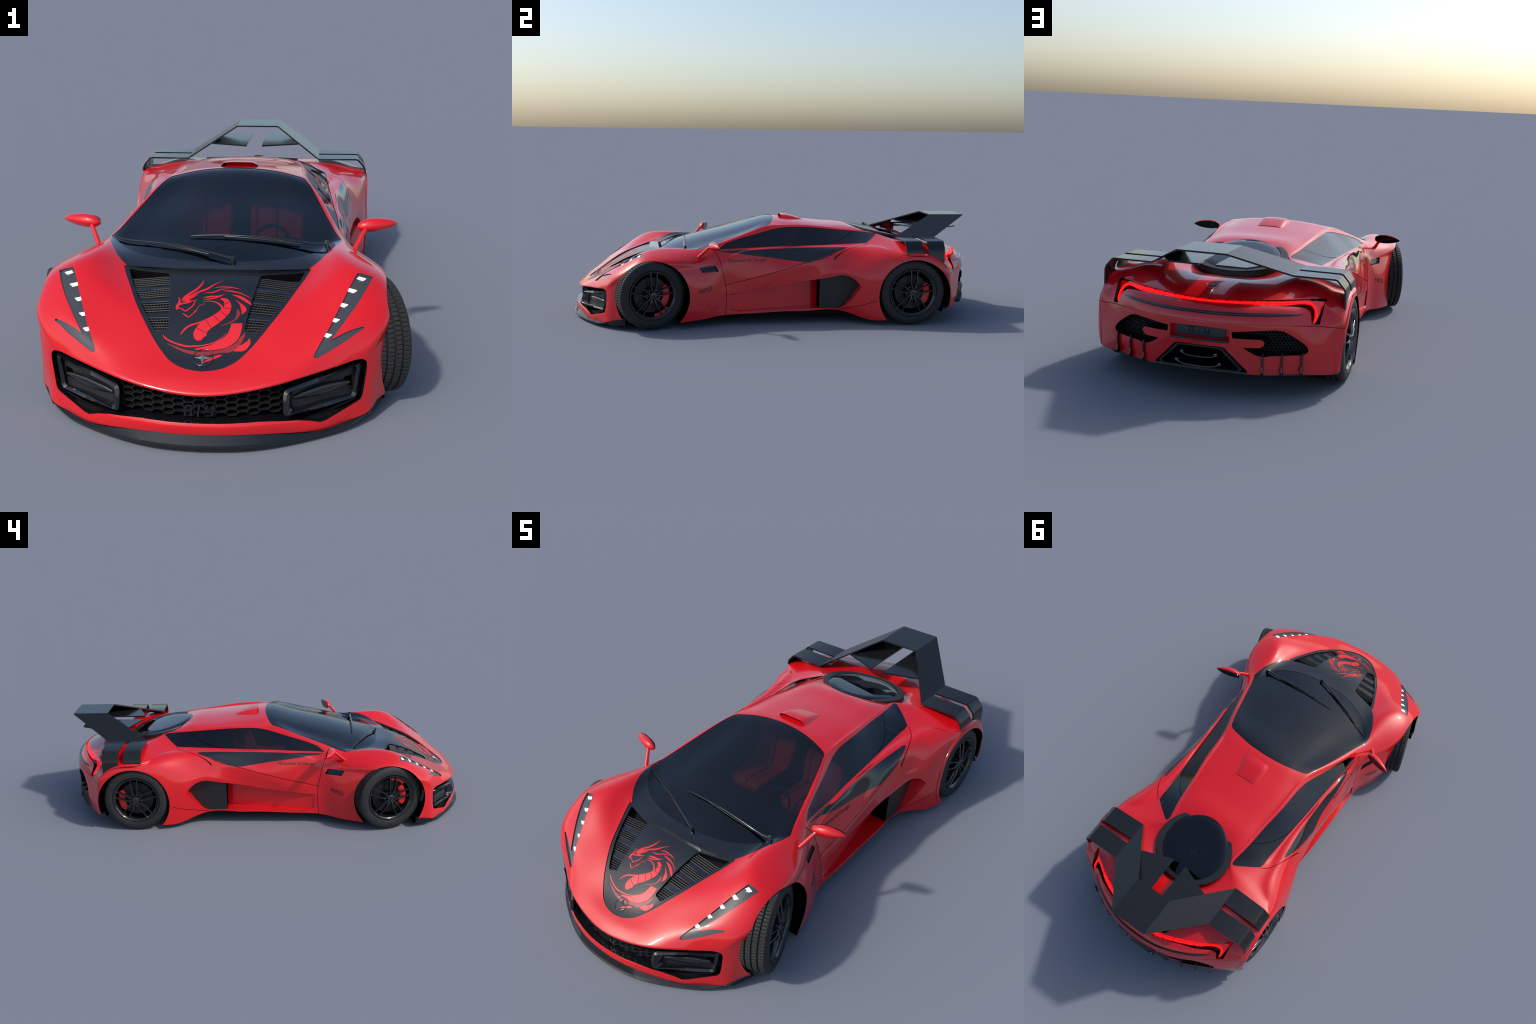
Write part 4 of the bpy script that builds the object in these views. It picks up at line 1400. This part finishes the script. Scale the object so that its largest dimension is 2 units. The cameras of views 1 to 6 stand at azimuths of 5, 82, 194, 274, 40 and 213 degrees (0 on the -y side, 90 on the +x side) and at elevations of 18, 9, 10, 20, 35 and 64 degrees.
# ------------------------------------------------------------------ fender vent slats, side intake, lettering
for sx in (1, -1):
    for z in (.2635, .270, .2765):
        p = [on_side(y, z, -.005, sx) for y in (-.383, -.36, -.33, -.306)]
        tube("fender_vent_slat", p, .0016, "gloss_black", segs=6)
    flip = (lambda y: y)
    a, b = (-.389, -.329)
    def place(u, v, sx=sx):
        y = -.391 + u if sx == 1 else -.329 - u
        zz = .161 + (.014 * (u / .062) if sx == 1 else .014 * (1 - u / .062))
        return on_side(y, zz + v, .0006, sx)
    lettering("fender_lettering", "MAD", (0, 0), .0185, place, "letter", weight=.17, pitch=1.12)
    tm = text_mesh("Mohammad Ali Derogar", .021, .25)
    xs = [v.co.x for v in tm.vertices]
    w = max(xs) - min(xs)
    for v in tm.vertices:
        u = (v.co.x - min(xs)) / w
        y = -.256 + .186 * u if sx == 1 else -.070 - .186 * u
        z = .304 + (.006 * (y + .256) / .186) + v.co.y * 1.05
        v.co = on_side(y, z, .0007, sx)
    tm.materials.clear(); tm.materials.append(M["letter"])
    link(D.objects.new("door_signature", tm))
# side channel: overhang under the crease, inner wall, flat sill ledge
def channel_side():
    rings = []
    top = crease + [(.187, .218)]
    ys = [-.250, -.235, -.21, -.18, -.15, -.12, -.08, -.04, 0, .05, .1, .143, .187]
    for y in ys:
        zt = float(np.interp(y, [p[0] for p in top], [p[1] for p in top]))
        zb = float(np.interp(y, [-.245, -.20, -.05, .10, .187], [.075, .064, .0705, .0735, .0735]))
        if y <= -.245: zt, zb = .147, .0751
        xw = float(np.interp(y, [-.250, -.21, -.10, .05, .187], [.373, .364, .347, .324, .304]))
        a, b = on_side(y, zt - .0004), on_side(y, zb + .0004)
        rings.append([a, V((min(xw, a.x - .0005), y, zt - .004)), V((min(xw, b.x - .0005), y, zb + .003)), b])
    return loft("side_channel", rings, "paint", closed_ring=False, caps=False, angle=30)
mirrored(channel_side())
# flat black plate across the forward-facing opening of the side intake
duct = slab("intake_black_plate", [(.3785, .188, .2175), (.3705, .188, .0745), (.298, .188, .0745), (.298, .188, .2165)], .002, "void", normal=(0, -1, 0))
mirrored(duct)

# ------------------------------------------------------------------ tail lamp
def rear_in(x, z, d): return on_rear(x, z, -d)
path = [(x, .3275) for x in (-.30, -.25, -.2, -.15, -.1, -.05, 0, .05, .1, .15, .2, .25, .30)]
side_hook = [(.325, .3265), (.343, .322), (.356, .312), (.3635, .298), (.366, .282), (.3655, .270), (.363, .261)]
pth = [(-x, z) for x, z in reversed(side_hook)] + path + side_hook
P3 = catmull([rear_in(x, z, .0065) for x, z in pth], 3)
nr_ = len(P3)
rad = []
for i in range(nr_):
    t = min(i, nr_ - 1 - i) / (nr_ - 1)
    rad.append(.0015 + .0032 * min(1, t / .06))
tube("tail_light_line", P3, rad, "tail_glow", segs=10, flat=1.0, up=V((0, 1, .2)))
for sx in (1, -1):
    corner = [(.385, .328), (.360, .3335), (.30, .3345), (.25, .3345), (.25, .3305), (.30, .3305), (.343, .3255), (.358, .314), (.3665, .298), (.369, .282), (.367, .262), (.3715, .270)]
    slab("tail_lens", [rear_in(x, z, .0085) for x, z in corner], .002, "tail_red", normal=(.6, .8, .1)) if sx == 1 else None
lens = [o for o in ROOT.children if o.name.startswith("tail_lens")][0]
mirrored(lens)
strip_hi = [rear_in(x, .3345, .006) for x in np.linspace(-.34, .34, 41)]
strip_lo = [rear_in(x, .3215 if abs(x) < .27 else .3215 + .06 * (abs(x) - .27), .007) for x in np.linspace(-.34, .34, 41)]
loft("tail_light_lens", [strip_hi, strip_lo], "tail_red", closed_ring=False, caps=False)
for k in range(-6, 7):
    for dx in (0, .017):
        x = k * .044 + dx * (1 if k >= 0 else -1)
        if abs(x) > .30: continue
        q = [rear_in(x - .006, .3315, .005), rear_in(x + .006, .3315, .005), rear_in(x + .006, .3225, .005), rear_in(x - .006, .3225, .005)]
        slab("tail_light_segment", q, .004, "tail_glow", normal=(0, 1, .2))

ts = [on_rear(x, .293 - .0009 * max(0, abs(x) - .26) / .065, .0008) for x in np.linspace(-.324, .324, 61)]
tube("tail_strip_bar", ts, [.0012 + .0034 * min(1, (1 - abs(k - 30) / 30) / .12) for k in range(61)], "gloss_black", segs=10, up=V((0, 1, 0)))

# ------------------------------------------------------------------ rear: emblem, plate, mesh, exhaust, fins, diffuser
ec = on_top(0, .866)
emblem("tail_emblem", ec, skin_normal(ec), (0, -1, .3), .021, "chrome", ring_r=.0009, raise_=.003, star_mat="star_metal")
py = on_rear(0, .225).y - .0205
slab("number_plate", [(-.088, py, .242), (-.088, py, .205), (.088, py, .205), (.088, py, .242)], .003, "plate", normal=(0, 1, 0), bevel=.0008)
lettering("plate_lettering", "A14", (-.0455, .2115), .0245, lambda u, v: V((-u - .004, py + .0008, v)), "letter", weight=.17, pitch=1.12)
tube("plate_trim", [(-.10, py + .012, .1985), (0, py + .016, .1985), (.10, py + .012, .1985)], .004, "gloss_black", segs=8)

# hexagonal mesh behind the rear openings
def in_mouth(x, z): return inside(rmouth, x, z)
co_, fc_ = [], []
for row in range(12):
    for col in range(24):
        x = .12 + col * .0112 + (.0056 if row % 2 else 0)
        z = .150 + row * .0092
        if not in_mouth(x, z): continue
        p0 = on_rear(x, z)
        y = p0.y - .055
        b = len(co_)
        for (r, dy) in ((1.0, .003), (.74, .003), (.74, -.004), (1.0, -.004)):
            for k in range(6):
                a = math.pi / 3 * k + math.pi / 6
                co_.append(V((x + math.cos(a) * .0064 * r, y + dy, z + math.sin(a) * .0063 * r)))
        for j in range(3):
            for k in range(6):
                fc_.append((b + j * 6 + k, b + j * 6 + (k + 1) % 6, b + (j + 1) * 6 + (k + 1) % 6, b + (j + 1) * 6 + k))
rm = mesh_obj("rear_vent_mesh", co_, fc_, "mesh", angle=20)
rm["kind"] = "stuff"
mirrored(rm)["kind"] = "stuff"

# exhaust surround: trapezoid frame and two stacked oval outlets
ey = on_rear(0, .15).y
C = [(-.080, ey - .004, .178), (.080, ey - .004, .178), (.150, ey - .014, .106), (.142, ey - .014, .098), (-.142, ey - .014, .098), (-.150, ey - .014, .106)]
loop_frame("exhaust_frame", C, .012, V((0, -.03, 0)), "satin_black", r=.005)
def oval(z, hw, hh, y):
    n = 36
    rings = []
    for (s, dy) in ((1.0, -.03), (1.0, 0), (.97, .002), (.90, 0), (.88, -.035)):
        rg = []
        for k in range(n):
            a = 2 * math.pi * k / n
            ca, sa = math.cos(a), math.sin(a)
            x = hw * (abs(ca) ** .8) * (1 if ca >= 0 else -1)
            zz = hh * (abs(sa) ** .9) * (1 if sa >= 0 else -1)
            if s < .95: x, zz = x * .95, zz * .82
            rg.append(V((x, y + dy, z + zz)))
        rings.append(rg)
    o = loft("exhaust_outlet", rings, "chrome", caps=False, angle=40)
    for s in (1, -1):
        box("exhaust_lug", (s * hw * 1.03, y - .004, z), (.012, .010, .011), "chrome", bevel=.002, parent=o)
oval(.150, .058, .0125, ey + .004)
oval(.121, .074, .0145, ey + .008)

# vertical fins on the lower bumper
for fx, fy in ((.337, .898), (.275, .926), (.214, .952)):
    for sx in (1, -1):
        yb = on_rear(fx, .12).y
        prof = [(fy - .020, .170), (fy + .002, .164), (fy + .010, .150), (fy + .006, .118), (fy + .012, .100), (fy + .006, .086), (fy - .025, .084), (yb - .02, .090), (yb - .012, .150)]
        n = 5
        t = .0028
        cols = []
        A = [V((fx * sx - t, y, z)) for y, z in prof]
        slab("diffuser_fin", A, 2 * t, "gloss_black", normal=(-1, 0, 0), bevel=.0012)
# diffuser lip under the bumper
DIFF = [(0, .979), (.11, .971), (.21, .946), (.294, .904), (.36, .866), (.424, .826), (.448, .800)]
dp = catmull([(x, y, 0) for x, y in DIFF], 4)
full = [V((-p.x, p.y, 0)) for p in dp[:0:-1]] + dp
rings = []
for p in full:
    c = V((0, .55, 0))
    inn = (c - p).normalized()
    zd = float(np.interp(abs(p.x), [0, .11, .21, .36, .43], [.094, .092, .0875, .083, .080]))
    rings.append([V((p.x, p.y, zd + .004)) - inn * .001, V((p.x, p.y, zd - .002)) - inn * .003, V((p.x, p.y, zd - .0045)) + inn * .006, V((p.x, p.y, .087)) + inn * .09, V((p.x, p.y, .098)) + inn * .09])
loft("rear_diffuser", rings, "satin_black", angle=35)

# ------------------------------------------------------------------ cabin
tub = [(.300, -.40), (.325, -.2), (.315, .1), (.285, .42)]
bmt = bmesh.new()
lo_ = [bmt.verts.new((x * .8, y, .085)) for x, y in tub] + [bmt.verts.new((-x * .8, y, .085)) for x, y in reversed(tub)]
hi_ = [bmt.verts.new((x, y, .335)) for x, y in tub] + [bmt.verts.new((-x, y, .335)) for x, y in reversed(tub)]
bmt.faces.new(lo_)
for i in range(8):
    bmt.faces.new((lo_[i], lo_[(i + 1) % 8], hi_[(i + 1) % 8], hi_[i]))
bm_obj("cabin_tub", bmt, "matt_black", angle=20)
rings = []
for y, z, hw in ((-.56, .300, .20), (-.47, .325, .27), (-.38, .338, .30), (-.30, .335, .30), (-.26, .315, .30), (-.25, .26, .29), (-.27, .20, .28)):
    rings.append([V((x * hw, y + .02 * abs(x), z - .012 * x * x)) for x in (-1, -.75, -.5, -.25, 0, .25, .5, .75, 1)])
loft("dashboard", rings, "matt_black", closed_ring=False, caps=False)
slab("rear_bulkhead", [(-.27, .30, .08), (.27, .30, .08), (.20, .36, .415), (-.20, .36, .415)], .01, "matt_black")
def seat(x):
    g = group("seat")
    def cushion(name, sections, mat="seat_red"):
        rings = []
        for c, hw, th, tilt in sections:
            c = V(c)
            up = V((0, math.cos(tilt), math.sin(tilt)))       # thickness direction
            rings.append([c + V((hw * (abs(math.cos(a)) ** .6) * (1 if math.cos(a) >= 0 else -1), 0, 0)) + up * (th * (abs(math.sin(a)) ** .7) * (1 if math.sin(a) >= 0 else -1)) for a in [2 * math.pi * k / 24 for k in range(24)]])
        return loft(name, rings, mat, parent=g, angle=50)
    cushion("seat_cushion", [((x, -.10, .185), .060, .012, 1.5), ((x, -.085, .19), .072, .022, 1.45), ((x, 0, .178), .075, .026, 1.4), ((x, .07, .17), .07, .024, 1.3)])
    cushion("seat_back", [((x, .075, .17), .066, .020, .3), ((x, .105, .24), .078, .026, .3), ((x, .13, .31), .085, .026, .3), ((x, .15, .355), .072, .022, .3), ((x, .158, .372), .045, .018, .3)])
    cushion("headrest", [((x, .158, .372), .030, .012, .3), ((x, .165, .395), .042, .016, .3), ((x, .172, .418), .036, .014, .3), ((x, .175, .424), .02, .008, .3)])
    for s in (1, -1):
        tube("seat_bolster", catmull([(x + s * .066, -.09, .20), (x + s * .076, 0, .195), (x + s * .074, .07, .20), (x + s * .080, .098, .26), (x + s * .080, .118, .31), (x + s * .066, .135, .35)], 4), .015, "seat_red", segs=10, parent=g)
    tube("seat_seam", catmull([(x, -.10, .2085), (x, -.02, .2095), (x, .05, .203), (x, .083, .245), (x, .105, .31), (x, .128, .355)], 4), .003, "letter", segs=6, parent=g)
seat(.125); seat(-.125)
sw = tube("steering_wheel", [V((.125 + .055 * math.cos(a), -.20 + .02 * math.sin(a), .285 + .052 * math.sin(a))) for a in [2 * math.pi * k / 32 for k in range(32)]], .006, "satin_black", segs=8, closed=True, up=V((0, 1, 0)))
box("centre_console", (0, -.05, .16), (.09, .5, .14), "matt_black", bevel=.02)
